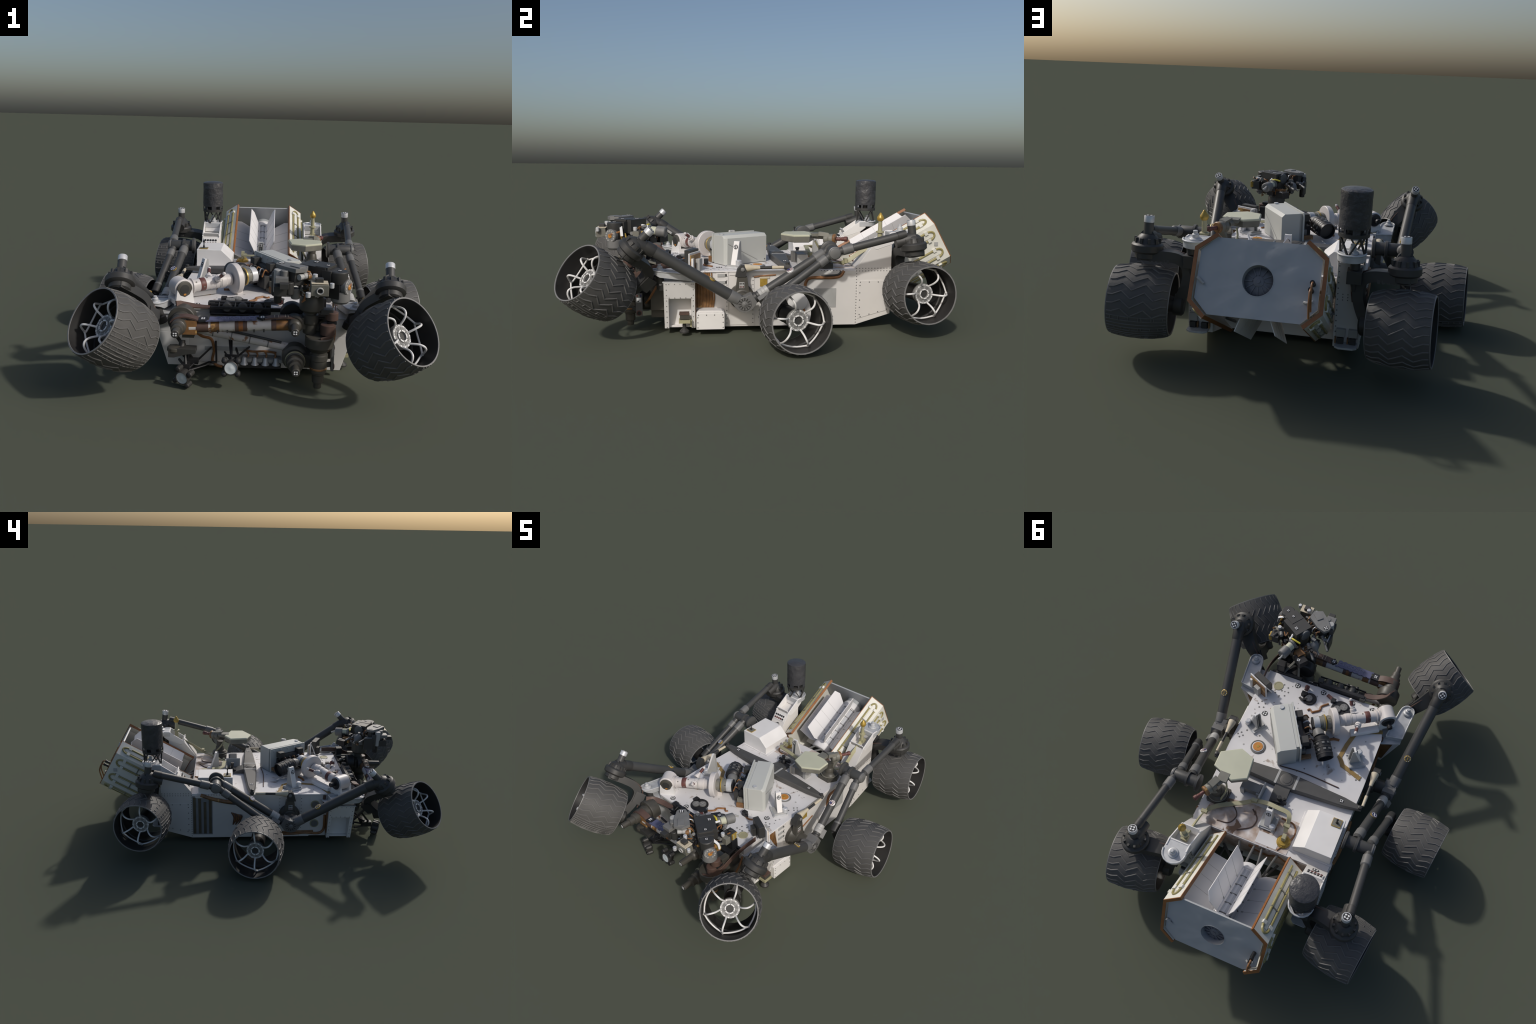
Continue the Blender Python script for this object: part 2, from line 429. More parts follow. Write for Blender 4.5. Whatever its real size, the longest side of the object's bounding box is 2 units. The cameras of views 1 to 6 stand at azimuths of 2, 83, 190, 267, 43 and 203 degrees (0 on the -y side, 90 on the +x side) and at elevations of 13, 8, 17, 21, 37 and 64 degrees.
for k in range(95):                                   # screws and dimples over the deck
    x = rng.uniform(-.33, .33); y = rng.uniform(-.50, .40)
    r = rng.choice((.003, .003, .004, .0055))
    p.lathe((x, y, DZ - .0005), Zv, [(r, 0), (r, .001), (r * .6, .0016)], MIDGREY if rng.random() < .6 else LIGHTGREY, 8)
for cx, cy, rr, n in ((.235, -.425, .038, 8), (.30, -.30, .02, 5), (.04, .39, .018, 6), (-.02, .388, .02, 6), (.33, -.09, .014, 4), (-.32, -.09, .016, 5)):
    for k in range(n):
        a = 2 * pi * k / n
        p.lathe((cx + rr * math.cos(a), cy + rr * math.sin(a), DZ - .0005), Zv, [(.005, 0), (.005, .0012), (.003, .0018)], MIDGREY, 8)
p.make("rivet", chassis, kind="stuff")

p = Part(CABLE)
for pts, r, m in (
    ([(.359, .365, .30), (.362, .345, .275), (.362, .30, .267), (.362, .20, .268), (.362, .172, .245), (.361, .165, .19), (.361, .16, .12), (.360, .17, .08)], .0075, CABLE),
    ([(.359, .35, .30), (.361, .33, .281), (.361, .25, .276)], .005, DARK),
    ([(.359, .02, .285), (.360, -.05, .28), (.360, -.09, .275)], .004, CABLE),
    ([(.359, .03, .20), (.360, -.05, .175), (.360, -.10, .165)], .004, CABLE),
    ([(-.359, .375, .303), (-.364, .33, .288), (-.366, .27, .272), (-.366, .20, .262), (-.362, .13, .268)], .011, KAPTON),
    ([(-.359, .37, .30), (-.362, .30, .272), (-.362, .20, .250), (-.360, .12, .245)], .006, DARK),
    ([(-.359, -.10, .045), (-.362, -.18, .048), (-.363, -.25, .055), (-.363, -.33, .050), (-.362, -.362, .075), (-.361, -.366, .13), (-.360, -.366, .17)], .008, CABLE),
    ([(-.359, -.11, .058), (-.361, -.2, .062), (-.361, -.3, .064)], .006, KAPTON),
    ([(-.359, -.36, .30), (-.360, -.358, .27), (-.360, -.362, .24)], .009, STRAP)):
    p.tube(pts, r, m, 8, 5)
for k in range(9):
    p.tube([(-.359, .195 - .005 * k, .19 - .002 * k), (-.366, .18 - .006 * k, .16 + .004 * (k % 3)), (-.360, .185 - .004 * k, .11 + .006 * (k % 4))], .004, CABLE if k % 2 else STRAP, 6, 4)
p.make("flank_cable", chassis)

# front face: panels, cable, canisters
p = Part(SIDE)
for a, b, c, d2 in ((-.29, -.17, .05, .28), (-.16, -.04, .14, .24), (.14, .30, .05, .27)):
    p.box(((a + b) / 2, -.5245, (c + d2) / 2), (b - a, .004, d2 - c))
p.box((-.12, -.525, .115), (.20, .006, .018), LIGHTGREY)
p.box((0, -.524, .298), (.62, .006, .012), LIGHTGREY)
p.make("front_panel", chassis, bevel=.001)
p = Part(CABLE)
p.tube([(-.25, -.60, .215), (-.225, -.57, .185), (-.19, -.535, .16), (-.178, -.530, .11), (-.185, -.530, .06), (-.165, -.530, .036), (-.14, -.53, .03)], .0065, CABLE, 8, 5)
p.tube([(.10, -.532, .105), (.05, -.535, .112), (0, -.533, .108), (-.045, -.532, .112)], .005, CABLE, 7, 5)
for x in (-.03, .01, .05, .09):
    p.tube([(x, -.534, .108), (x + .008, -.545, .098), (x + .004, -.55, .088)], .004, CABLE, 6, 4)
p.make("front_cable", chassis)
p = Part(SILVER)
p.box((.03, -.54, .046), (.185, .03, .014), DARK)
p.box((.03, -.532, .07), (.18, .012, .04), MIDGREY)
for x in (-.041, .006, .053, .100):
    p.lathe((x, -.548, .054), Zv, [(.018, 0), (.012, .010), (.010, .028), (.006, .033)], SILVER, 16)
    p.lathe((x + .022, -.542, .066), Zv, [(.012, 0), (.014, .015)], LIGHTGREY, 14)
p.make("canister_row", chassis)

# dark camera rail along the front deck edge
p = Part(BLACK)
p.box((-.07, -.534, .310), (.255, .018, .058), BLACK)
p.box((-.065, -.556, .293), (.25, .045, .006), BLACK)
p.box((-.062, -.580, .322), (.262, .005, .012), BLACK)
p.box((-.062, -.546, .303), (.265, .008, .056), BLACK)
for x in (.048, -.02, -.085, -.155):
    p.bar([(x, -.538, .335), (x, -.580, .320)], X, .006, .006, DARK)
for x in (.015, -.052, -.12):
    p.lathe((x, -.54, .316), V((0, -1, .15)), [(.022, 0), (.022, .028), (.018, .034)], DARK, 18)
p.box((.055, -.545, .338), (.03, .025, .02), DARK)
p.box((-.19, -.53, .325), (.03, .03, .02), DARK)
p.box((.20, -.527, .303), (.26, .014, .016), BLACK)
p.make("hazard_camera_rail", chassis, bevel=.002)

# ================================================================== DECK EQUIPMENT
p = Part(MARKB)
for c in ((.262, -.256), (-.147, -.492), (-.261, -.494), (.165, -.485), (.02, -.497)):
    fiducial(p, (c[0], c[1], DZ), Zv, .0155)
p.make("deck_marker", deck)

p = Part(LIGHTGREY)
p.lathe((.215, -.057, DZ), Zv, [(.040, 0), (.040, .003), (.036, .005), (.034, .003)], MIDGREY, 32)
p.lathe((.215, -.057, DZ), Zv, [(.031, 0), (.031, .0055), (.029, .007)], SILVER, 32)
p.lathe((.215, -.057, DZ), Zv, [(.026, 0), (.026, .0075), (.024, .009)], ORANGE, 32)
p.lathe((.215, -.057, DZ + .008), Zv, [(.008, 0), (.007, .002)], GOLD, 20)
p.lathe((.262, -.444, DZ), Zv, [(.027, 0), (.027, .0025), (.021, .003), (.020, .0018)], KHAKI, 28)
p.make("sun_disc", deck)

def port(c, r, lids):
    p = Part(BLACK)
    p.lathe((*c, DZ), Zv, [(r, 0), (r, .004), (r * .92, .007)], BLACK, 32)
    for dx, dy, lr in lids:
        q = V((c[0] + dx, c[1] + dy, DZ + .006))
        p.lathe(q, Zv, [(lr, 0), (lr, .008), (lr * .9, .0095)], MIDGREY, 24)
        p.box(q + Zv * .0098, (lr * 1.7, .0012, .0008), LIGHTGREY)
        p.box(q + Zv * .0098, (.0012, lr * 1.7, .0008), LIGHTGREY)
    return p
a = port((.075, -.430), .038, [(.004, .002, .020)])
a.bar([(.085, -.42, .320), (.11, -.405, .320), (.128, -.415, .318)], Zv, .008, .012, BLACK)
a.box((.112, -.445, .318), (.03, .024, .02), BLACK)
a.lathe((.110, -.465, .326), V((0, -1, .1)), [(.011, 0), (.011, .012), (.013, .013), (.013, .026)], MAROON, 14)
a.make("sample_inlet", deck, bevel=.001)
b = port((-.100, -.432), .052, [(.016, .010, .021), (-.014, -.014, .021)])
b.box((-.048, -.465, .318), (.026, .022, .018), BLACK); b.box((-.145, -.415, .316), (.026, .03, .014), BLACK)
b.bar([(-.04, -.475, .314), (-.005, -.49, .312)], Zv, .006, .018, MAROON)
b.make("sample_inlet", deck, bevel=.001)

p = Part(CABLE)                                        # harness lines on the deck
for pts, r, m in (
    ([(.03, -.36, .311), (.0, -.385, .311), (.0, -.41, .311), (-.03, -.44, .311)], .006, CABLE),
    ([(.03, -.355, .311), (.05, -.37, .311), (.06, -.36, .311)], .005, CABLE),
    ([(.16, -.325, .311), (.20, -.33, .311), (.245, -.29, .311)], .005, CABLE),
    ([(-.10, -.23, .311), (-.13, -.25, .311), (-.16, -.255, .311)], .007, CABLE),
    ([(.07, .0, .311), (-.06, -.01, .311), (-.25, .0, .311)], .003, STRAP),
    ([(.10, .27, .311), (.06, .31, .312), (.07, .36, .312), (.13, .40, .312)], .0035, STRAP),
    ([(.25, .30, .312), (.20, .29, .312), (.16, .33, .312), (.18, .38, .312), (.24, .39, .312)], .003, STRAP),
    ([(-.05, .26, .312), (-.12, .27, .312), (-.14, .33, .312), (-.09, .42, .312)], .0045, CABLE),
    ([(0, .43, .30), (.05, .434, .26), (-.04, .434, .22), (-.10, .434, .27), (-.16, .434, .20)], .005, CABLE)):
    p.tube(pts, r, m, 7, 5)
p.make("deck_cable", deck)
p = Part(GOLD)                                         # flat amber tape running round the left fin bracket
p.bar([(-.335, -.36, .3095), (-.22, -.335, .3095), (-.195, -.24, .3095), (-.19, -.17, .3095), (-.215, -.13, .3095), (-.31, -.085, .3095)], Zv.cross(X), .016, .002, PIPE) if 0 else None
tape = [(-.345, -.385), (-.225, -.335), (-.205, -.245), (-.195, -.165), (-.225, -.125), (-.325, -.09)]
for i in range(len(tape) - 1):
    A, B = V((*tape[i], DZ + .001)), V((*tape[i + 1], DZ + .001))
    dd = (B - A).normalized()
    p.box((A + B) / 2 + Zv * (.0004 * i), ((B - A).length + .016, .022, .002), TAPE, dd, Zv.cross(dd), Zv)
p.make("amber_tape", deck)
p = Part(WHITE)
p.box((-.262, -.352, .322), (.155, .036, .026), WHITE, V((.84, .54, 0)).normalized(), V((-.54, .84, 0)).normalized())
p.make("deck_tray", deck, bevel=.006)

# differential beam with rods
p = Part(BEAMG)
st = [(-.395, .012, .016), (-.30, .026, .024), (-.06, .040, .036), (0, .042, .038), (.06, .040, .036), (.30, .026, .024), (.395, .012, .016)]
loops = []
for x, hw, hh in st:
    yc = .074; zt = .336 + hh * .28
    loops.append([V((x, yc - hw, zt - hh)), V((x, yc - hw, zt - .006)), V((x, yc - hw + .006, zt)), V((x, yc + hw - .006, zt)), V((x, yc + hw, zt - .006)), V((x, yc + hw, zt - hh))])
p.loft(loops)
p.lathe((0, .074, .308), Zv, [(.03, 0), (.03, .032), (.034, .034), (.034, .0405), (.026, .0425)], BEAMG, 28)
p.lathe((0, .074, .3495), Zv, [(.022, 0), (.022, .0025), (.018, .003)], BEAMG, 28)
for s in (-1, 1):
    p.lathe((.385 * s, .074, .318), Zv, [(.010, 0), (.010, .032), (.006, .034)], DARK, 14)
    fiducial(p, (.29 * s, .074, .3428), Zv, .012)
    p.box((.05 * s, .074, .3466), (.012, .076, .0012), LIGHTGREY)
beam = p.make("differential_beam", rover, bevel=.002)
p = Part(OLIVED)
p.prism([(.105, .31), (.20, .31), (.20, .316), (.115, .340), (.105, .340)], (0, 0, 0), Y, Zv, X, -.035, .045, BEAMG)
p.bar([(-.045, .19, .335), (.035, .20, .335)], Zv, .012, .014, BLACK)
p.bar([(-.03, .165, .33), (.02, .225, .33)], Zv, .012, .012, BLACK)
p.lathe((-.006, .186, .315), Zv, [(.018, 0), (.014, .02), (.008, .028), (.008, .046), (.011, .048), (.011, .058)], BLACK, 16)
p.make("beam_bracket", beam, bevel=.0015)

def rod():
    p = Part(TAN)
    a, b = V((.395, .055, .328)), V((.395, -.14, .326))
    p.cyl(a, a.lerp(b, .30), .0075, .0085, TAN, 14)
    p.cyl(a.lerp(b, .30), a.lerp(b, .60), .0075, None, DARK, 14)
    p.lathe(a.lerp(b, .60), b - a, [(.0085, 0), (.012, .03), (.018, .055), (.020, .075)], TAN, 16)
    return p
both(rod, "differential_rod", beam)

# restraint fins standing on the deck
def fin_bracket(c, ang, h=.118, lean=.036, two=False):
    """base tray with an upright strap leaning back, braced by two web plates"""
    p = Part(LIGHTGREY)
    n = V((math.cos(ang), math.sin(ang), 0)); e = Zv.cross(n); c = V(c)
    p.box(c - n * .012 + Zv * .006, (.080, .084, .010), PAD, n, e)
    p.box(c - n * .012 + Zv * .014, (.066, .070, .008), LIGHTGREY, n, e)
    for k in (-.036, .036):
        p.box(c - n * .012 + e * k + Zv * .013, (.088, .005, .006), PAD, n, e)
    o = c + Zv * .016
    p.prism([(.006, 0), (.013, 0), (.013 - lean, h), (.002 - lean, h)], o, n, Zv, e, -.015, .015, WHITE)
    for k in (-.015, .011):
        p.prism([(-.050, 0), (.006, 0), (.003 - lean, h), (-.006 - lean, h)], o, n, Zv, e, k, k + .004, LIGHTGREY)
    p.prism([(-.040, 0), (.006, 0), (.003 - lean, h * .9)], o, n, Zv, e, -.002, .002, LIGHTGREY)
    nn = (n + Zv * (lean / h)).normalized()
    fiducial(p, o + n * (.0134 - lean * .76) + Zv * (h * .76), nn, .012, e)
    if two:
        fiducial(p, o + n * (-.0065 - lean) + Zv * (h * .86), -n, .011, e)
    p.lathe(c + n * .012 + e * .030 + Zv * .016, Zv, [(.013, 0), (.015, .004), (.015, .026), (.010, .030)], SILVER, 18)
    return p
fin_bracket((.288, -.180, DZ), math.radians(-32)).make("fin_bracket", deck, bevel=.001)
fin_bracket((-.288, -.180, DZ), math.radians(-148)).make("fin_bracket", deck, bevel=.001)
fin_bracket((.0, .318, DZ), math.radians(90), two=True).make("fin_bracket", deck, bevel=.001)

# standing foil-backed plate with electronics box, front right deck corner
p = Part(WHITE)
A, B = V((.405, -.405, 0)), V((.295, -.354, 0))
dd = (B - A).normalized(); nn = V((dd.y, -dd.x, 0))
if nn.x < 0: nn = -nn
mid = (A + B) / 2
if nn.y < 0: nn = -nn
p.box(mid + Zv * .351, (.122, .007, .098), WHITE, dd, nn)
p.box(mid + nn * .006 + Zv * .348, (.112, .004, .085), KAPTON, dd, nn)
p.box(mid + nn * .02 + dd * .01 + Zv * .338, (.034, .022, .06), LIGHTGREY, dd, nn)
p.box(mid + nn * .012 - dd * .045 + Zv * .34, (.014, .012, .07), WHITE, dd, nn)
p.box(mid - nn * .020 + dd * .01 + Zv * .374, (.095, .032, .075), DARK, dd, nn)
p.box(mid - nn * .042 + dd * .03 + Zv * .345, (.04, .024, .05), DARK, dd, nn)
p.bar([mid - nn * .004 + dd * .055 + Zv * .39, mid - nn * .04 + dd * .06 + Zv * .312], dd, .006, .006, WHITE)
p.make("foil_shield", deck, bevel=.0015)

# white electronics housing with chamfered shoulder, rear left
p = Part(WHITE)
p.prism([(-.349, DZ), (-.158, DZ), (-.157, .357), (-.215, .410), (-.349, .410)], (0, 0, 0), X, Zv, Y, .187, .389)
p.box((-.249, .288, .3105), (.215, .22, .004), DECK)
eb = p.make("electronics_housing", rover, bevel=.002)
p = Part(OLIVE)
p.box((-.313, .218, .4125), (.040, .036, .006), OLIVE)
p.box((-.313, .218, .4135), (.046, .042, .003), GOLD)
p.lathe((-.313, .218, .414), Zv, [(.007, 0), (.005, .012), (.003, .016), (.003, .032), (.0055, .034), (.0055, .040), (.002, .043)], BLACK, 12)
p.make("whip_antenna", eb)

# L-shaped shelf and boxes behind the beam
p = Part(LIGHTGREY)
p.box((.020, .222, .328), (.14, .007, .038), LIGHTGREY)
p.box((.088, .180, .338), (.008, .09, .058), LIGHTGREY)
p.box((.145, .178, .340), (.10, .045, .045), MIDGREY)
p.box((.185, .182, .334), (.022, .055, .052), LIGHTGREY)
p.box((.10, .178, .332), (.022, .06, .048), LIGHTGREY)
p.make("deck_shelf", deck, bevel=.0015)

# khaki ribbon waveguide from the antenna pole to the hook fitting
p = Part(KHAKI)
wg = [(.306, .565, .440), (.307, .47, .395), (.306, .383, .338), (.26, .325, .330), (.158, .270, .335), (.103, .240, .345), (.04, .235, .365), (-.02, .240, .372), (-.075, .245, .372), (-.092, .27, .370), (-.093, .30, .358), (-.098, .33, .340)]
p.bar(smooth_path(wg, 4), X.cross(V((0, .3, .3))) * 0 + V((.35, .94, 0)), .022, .006, KHAKI)
for c in ((.306, .383, .345), (.103, .240, .350), (-.094, .305, .36)):
    p.box(c, (.030, .016, .022), KHAKI)
p.lathe((-.104, .369, DZ), Zv, [(.034, 0), (.034, .008), (.026, .014), (.024, .02)], GOLD, 24)
p.box((-.103, .36, .345), (.018, .026, .05), KHAKI)
for k in range(8):
    a = k * pi / 4
    p.lathe((-.104 + .029 * math.cos(a), .369 + .029 * math.sin(a), .317), Zv, [(.004, 0), (.004, .004)], GOLD, 8)
p.make("waveguide", deck)
p = Part(KHAKI)
p.box((.306, .565, .440), (.032, .030, .020), KHAKI)
p.lathe((.304, .560, .44), Zv, [(.012, 0), (.012, .045), (.020, .047), (.020, .054), (.011, .056), (.010, .105), (.013, .108), (.018, .118), (.017, .126), (.008, .138), (.004, .146), (0.002, .148)], KHAKI, 18)
p.lathe((.304, .560, .547), Zv, [(.0135, 0), (.0185, .010), (.0175, .019), (.0085, .032), (.0045, .040), (0.002, .0415)], GOLD, 18)
p.make("low_gain_antenna", rover)

# ------------------------------------------------------------------ high gain antenna
p = Part(CREAM)
hexa = [(.242, .059), (.167, .088), (.152, .197), (.222, .236), (.330, .193), (.332, .113)]
cx = sum(a for a, b in hexa) / 6; cy = sum(b for a, b in hexa) / 6
def hx(k, z): return [V((cx + (a - cx) * k, cy + (b - cy) * k, z)) for a, b in hexa]
p.loft([hx(.93, .440), hx(.97, .443), hx(1, .470)], OLIVE)
p.loft([hx(1, .470), hx(1.0, .4765), hx(.95, .480), hx(.0, .4815)], CREAM)
dish = p.make("high_gain_antenna", rover, bevel=.001)
p = Part(OLIVE)
p.prism([(.235, .225), (.315, .22), (.345, .27), (.330, .315), (.27, .32), (.235, .28)], (0, 0, 0), X, Y, Zv, DZ, .335, OLIVED)
p.lathe((.288, .268, .33), Zv, [(.048, 0), (.048, .010), (.042, .022), (.030, .03), (.026, .055), (.022, .06), (.022, .09)], OLIVED, 24)
p.lathe((.288, .268, .340), Zv, [(.050, 0), (.050, .005)], OLIVE, 24)
p.bar([(.290, .272, .385), (.300, .295, .42), (.310, .312, .445), (.300, .29, .475), (.28, .25, .480)], X, .034, .022, OLIVE)
ax = V((.041, .076, .004)).normalized()
yk = V((.303, .300, .455))
p.lathe(yk - ax * .03, ax, [(.020, 0), (.026, .005), (.026, .022), (.022, .026), (.026, .030), (.026, .048), (.018, .052), (.018, .062), (.010, .064)], OLIVE, 22)
p.lathe(yk + ax * .018, ax, [(.0235, 0), (.0265, .005), (.0265, .012), (.022, .016)], KAPTON, 22)
p.lathe(yk + ax * .035, ax, [(.009, 0), (.010, .018), (.008, .022), (.010, .028), (.010, .040), (.013, .041), (.013, .056), (.010, .058)], MAROON, 16)
p.lathe(V((.255, .225, .465)), V((.4, .85, .0)), [(.012, 0), (.014, .02), (.014, .055)], OLIVE, 14)
p.box((.262, .232, .474), (.05, .05, .016), OLIVE)
p.tube([(.25, .235, .44), (.24, .26, .40), (.255, .29, .36), (.262, .30, .335)], .005, KHAKI, 8, 5)
p.make("antenna_gimbal", dish, bevel=.001)

# ------------------------------------------------------------------ cylindrical UHF antenna on the left tower
p = Part(CANVAS)
uc = V((-.308, .648, 0))
seg = 40; loops = []
for r, z in ((.0595, .590), (.0605, .60), (.0605, .65), (.060, .70), (.0610, .724), (.0595, .732), (.050, .737), (.02, .740), (.0005, .741)):
    loops.append([])
    for i in range(seg):
        a = 2 * pi * i / seg
        rr = r * (1 + .012 * noise.noise(V((math.cos(a) * 3, math.sin(a) * 3, z * 45)))) if r > .055 else r
        loops[-1].append(V((uc.x + rr * math.cos(a), uc.y + rr * math.sin(a), z)))
p.loft(loops)
p.lathe((uc.x, uc.y, .556), Zv, [(.057, 0), (.060, .001), (.060, .015), (.057, .016)], DARK, 40)
p.lathe((uc.x, uc.y, .570), Zv, [(.036, 0), (.036, .022)], BLACK, 24)
for k in range(8):
    a = 2 * pi * k / 8 + .2
    w = .028 if k % 2 == 0 else .010
    o = V((uc.x + .0575 * math.cos(a), uc.y + .0575 * math.sin(a), .581))
    p.box(o, (.004, w, .024), CANVAS, V((math.cos(a), math.sin(a), 0)), V((-math.sin(a), math.cos(a), 0)))
uhf = p.make("cylinder_antenna", rover)
p = Part(DARK)
for k in range(4):
    a = 2 * pi * k / 4 + .5
    t = V((uc.x + .055 * math.cos(a), uc.y + .055 * math.sin(a), .557))
    for e in (-.75, .75):
        a2 = a + e
        q = V((uc.x + .050 * math.cos(a2), uc.y + .003 + .050 * math.sin(a2), .488))
        p.bar([t, q], Zv.cross(t - q), .008, .006)
p.make("antenna_truss", uhf)

# ================================================================== MAST (lying across the deck)
md = V((.838, .538, .055)).normalized()               # along the mast, base -> head
bx = V((.53, -.846, 0)).normalized()                  # base drum axis (to the front)
p = Part(DRUMW)
face = V((-.315, -.492, .374))
p.lathe(face - bx * .088, bx, [(.030, 0), (.036, .002), (.043, .006), (.043, .078), (.040, .080), (.038, .0815)], DRUMW, 36)
p.lathe(face - bx * .005, bx, [(.0365, 0), (.0365, .006), (.034, .0075)], OLIVED, 36)
p.lathe(face + bx * .002, bx, [(.022, 0), (.022, .0015), (.014, .002)], DARK, 28)
p.box(face + bx * .0035 - Zv * .024, (.012, .008, .002), ORANGE, Zv.cross(bx), Zv, bx)
p.lathe(face - bx * .088, -bx, [(.036, 0), (.030, .008), (.012, .010), (.012, .026), (.015, .028), (.013, .040)], BLACK, 22)
ex = Zv.cross(bx)
for e0, e1 in ((-.012, .004), (-.082, -.070)):
    p.prism([(-.046, -.072), (.046, -.072), (.036, .0), (.022, -.026), (0, -.036), (-.022, -.026), (-.036, .0)], face, ex, Zv, bx, e0, e1, WHITE)
p.box(face - bx * .044 - Zv * .056, (.088, .085, .022), WHITE, ex, bx)
mast = p.make("mast_base", rover, bevel=.0015)

p = Part(DRUMW)
t0 = V((-.300, -.434, .372)); t1 = V((-.118, -.318, .383))
L = (t1 - t0).length; u = (t1 - t0).normalized()
p.lathe(t0 - u * .01, u, [(.036, 0), (.036, .006), (.029, .007), (.029, .016), (.036, .0165), (.036, .022), (.0295, .0225), (.0295, .13), (.031, .132), (.031, .16), (.033, .162), (.033, .185), (.029, .19), (.029, L)], DRUMW, 32)
p.lathe(t0 + u * .045, u, [(.0298, 0), (.0305, .001), (.0305, .026), (.0298, .027)], MAROON, 32)
for e in (.142, .152, .172):
    p.lathe(t0 + u * e, u, [(.0315, 0), (.0322, .001), (.0322, .003), (.0315, .004)], LIGHTGREY, 32)
for k in range(14):
    a = k * 2.4; e = .085 + .006 * k
    x_, y_, z_ = frame(u)
    q = x_ * math.cos(a) + y_ * math.sin(a)
    p.lathe(t0 + u * (.012 + .012 * k) + q * .0292, q, [(.004, 0), (.004, .0015), (.002, .002)], OLIVE, 8)
# thin release pins clamped on the tube
for tip, root in ((V((-.232, -.260, .421)), V((-.225, -.338, .388))), (V((-.141, -.438, .440)), V((-.178, -.392, .400)))):
    dd = (tip - root)
    p.lathe(root, dd, [(.017, 0), (.017, .014), (.013, .016), (.013, .024)], DRUMW, 16)
    p.lathe(root, dd, [(.0065, 0), (.0065, dd.length * .65)], DRUMW, 12)
    p.lathe(root + dd * .45, dd, [(.0085, 0), (.0085, dd.length * .35)], MAROON, 12)
    p.lathe(root + dd * .82, dd, [(.0075, 0), (.0085, dd.length * .10), (.004, dd.length * .18)], DRUMW, 12)
p.make("mast_tube", mast)

p = Part(DRUMW)
dc = V((-.105, -.308, .384))
p.lathe(dc - u * .017, u, [(.060, 0), (.069, .002), (.072, .005), (.072, .030), (.069, .033), (.03, .034)], DRUMW, 44)
p.box(dc + V((.01, .02, -.066)), (.05, .03, .03), DRUMW, u, Zv.cross(u).normalized())
e0 = dc + u * .017
p.lathe(e0, u, [(.034, 0), (.034, .024), (.028, .025), (.028, .028), (.042, .029), (.042, .042), (.036, .043), (.036, .062)], OLIVE, 30)
p.lathe(e0 + u * .029, u, [(.0424, 0), (.0432, .001), (.0432, .006), (.0424, .007)], GOLD, 30)
for k in range(7):
    x_, y_, z_ = frame(u); a = k * .9
    q = x_ * math.cos(a) + y_ * math.sin(a)
    p.box(e0 + u * .012 + q * .034, (.012, .010, .003), MIDGREY, u, q.cross(u), q)
p.lathe(e0 + u * .062, u, [(.038, 0), (.038, .03)], PAD, 26)
h0 = e0 + u * .075
p.box(h0 + Zv * -.005, (.05, .06, .055), BLACK, u, Zv.cross(u).normalized())
p.make("mast_elbow", mast, bevel=.0012)

# remote sensing head: big light box
ld = V((.518, -.855, 0)).normalized()                 # long direction (rear -> front)
wd = V((-.855, -.518, 0)).normalized()                # across, toward -x
p = Part(BOXGREY)
o = V((.081, .003, 0)); LB = .266
def sec(w0, w1, zt, ch):
    return [(w0, .311), (w1, .311), (w1, zt), (w0 + ch, zt), (w0, zt - ch * .9)]
s1 = sec(0, .096, .463, .016)
def ring(d, pts): return [o + ld * d + wd * a + Zv * b for a, b in pts]
small = [(a + (.004 if a < .01 else 0), min(b, .459)) for a, b in s1]
p.loft([ring(0, s1), ring(LB - .014, s1), ring(LB, [(.012, .311), (.096, .311), (.096, .460), (.024, .460), (.012, .447)])])
p.prism([(.096, .311), (.112, .311), (.112, .461), (.096, .461)], o, wd, Zv, ld, .012, LB - .004)
p.prism([(.1125, .315), (.121, .315), (.121, .4665), (.1125, .4665)], o, wd, Zv, ld, -.002, LB + .003)
for k in range(5):
    p.box(o + ld * (.02 + .055 * k) + wd * .123 + Zv * .452, (.012, .005, .012), PAD, ld, wd)
p.bar([o + ld * (.06) - wd * .0012 + Zv * .325, o + ld * (LB - .02) - wd * .0012 + Zv * .42], Zv, .0035, .002, LIGHTGREY)
p.lathe(o + ld * .012 - wd * .0005 + Zv * .325, -wd, [(.004, 0), (.004, .002)], MIDGREY, 10)
p.lathe(o + ld * (LB - .02) + wd * .06 + Zv * .463, Zv, [(.012, 0), (.012, .006)], PAD, 8)
head = p.make("camera_head", mast, bevel=.0018)
p = Part(BLACK)
for c in ((.066, -.248), (-.014, -.122)):
    q = V((c[0], c[1], 0))
    p.box(q + Zv * .430, (.040, .038, .036), DARK, ld, wd)
    p.lathe(q + Zv * .395, Zv, [(.014, 0), (.014, .02)], BLACK, 14)
    p.box(q + Zv * .37 - wd * .02, (.03, .03, .06), BLACK, ld, wd)
p.box(o + ld * .06 + wd * .135 + Zv * .345, (.06, .03, .05), MIDGREY, ld, wd)
p.box(o + ld * .015 + wd * .145 + Zv * .335, (.02, .06, .02), KAPTON, ld, wd)
p.box(o + ld * .225 + wd * .145 + Zv * .34, (.05, .04, .055), OLIVE, ld, wd)
p.box(o + ld * .245 + wd * .146 + Zv * .326, (.03, .044, .03), KAPTON, ld, wd)
p.lathe(o + ld * .20 + wd * .15 + Zv * .37, Zv, [(.013, 0), (.013, .012), (.010, .014), (.010, .028), (.014, .03), (.014, .045)], STRAP, 16)
p.box(V((.154, -.320, .322)), (.028, .024, .03), BLACK); p.box(V((.165, -.325, .316)), (.03, .012, .016), BLACK)
p.prism([(.1215, .315), (.158, .315), (.158, .395), (.146, .425), (.1215, .425)], o, wd, Zv, ld, .055, .235, BLACK)
p.box(o + ld * .19 + wd * .165 + Zv * .36, (.07, .05, .06), DARK, ld, wd)
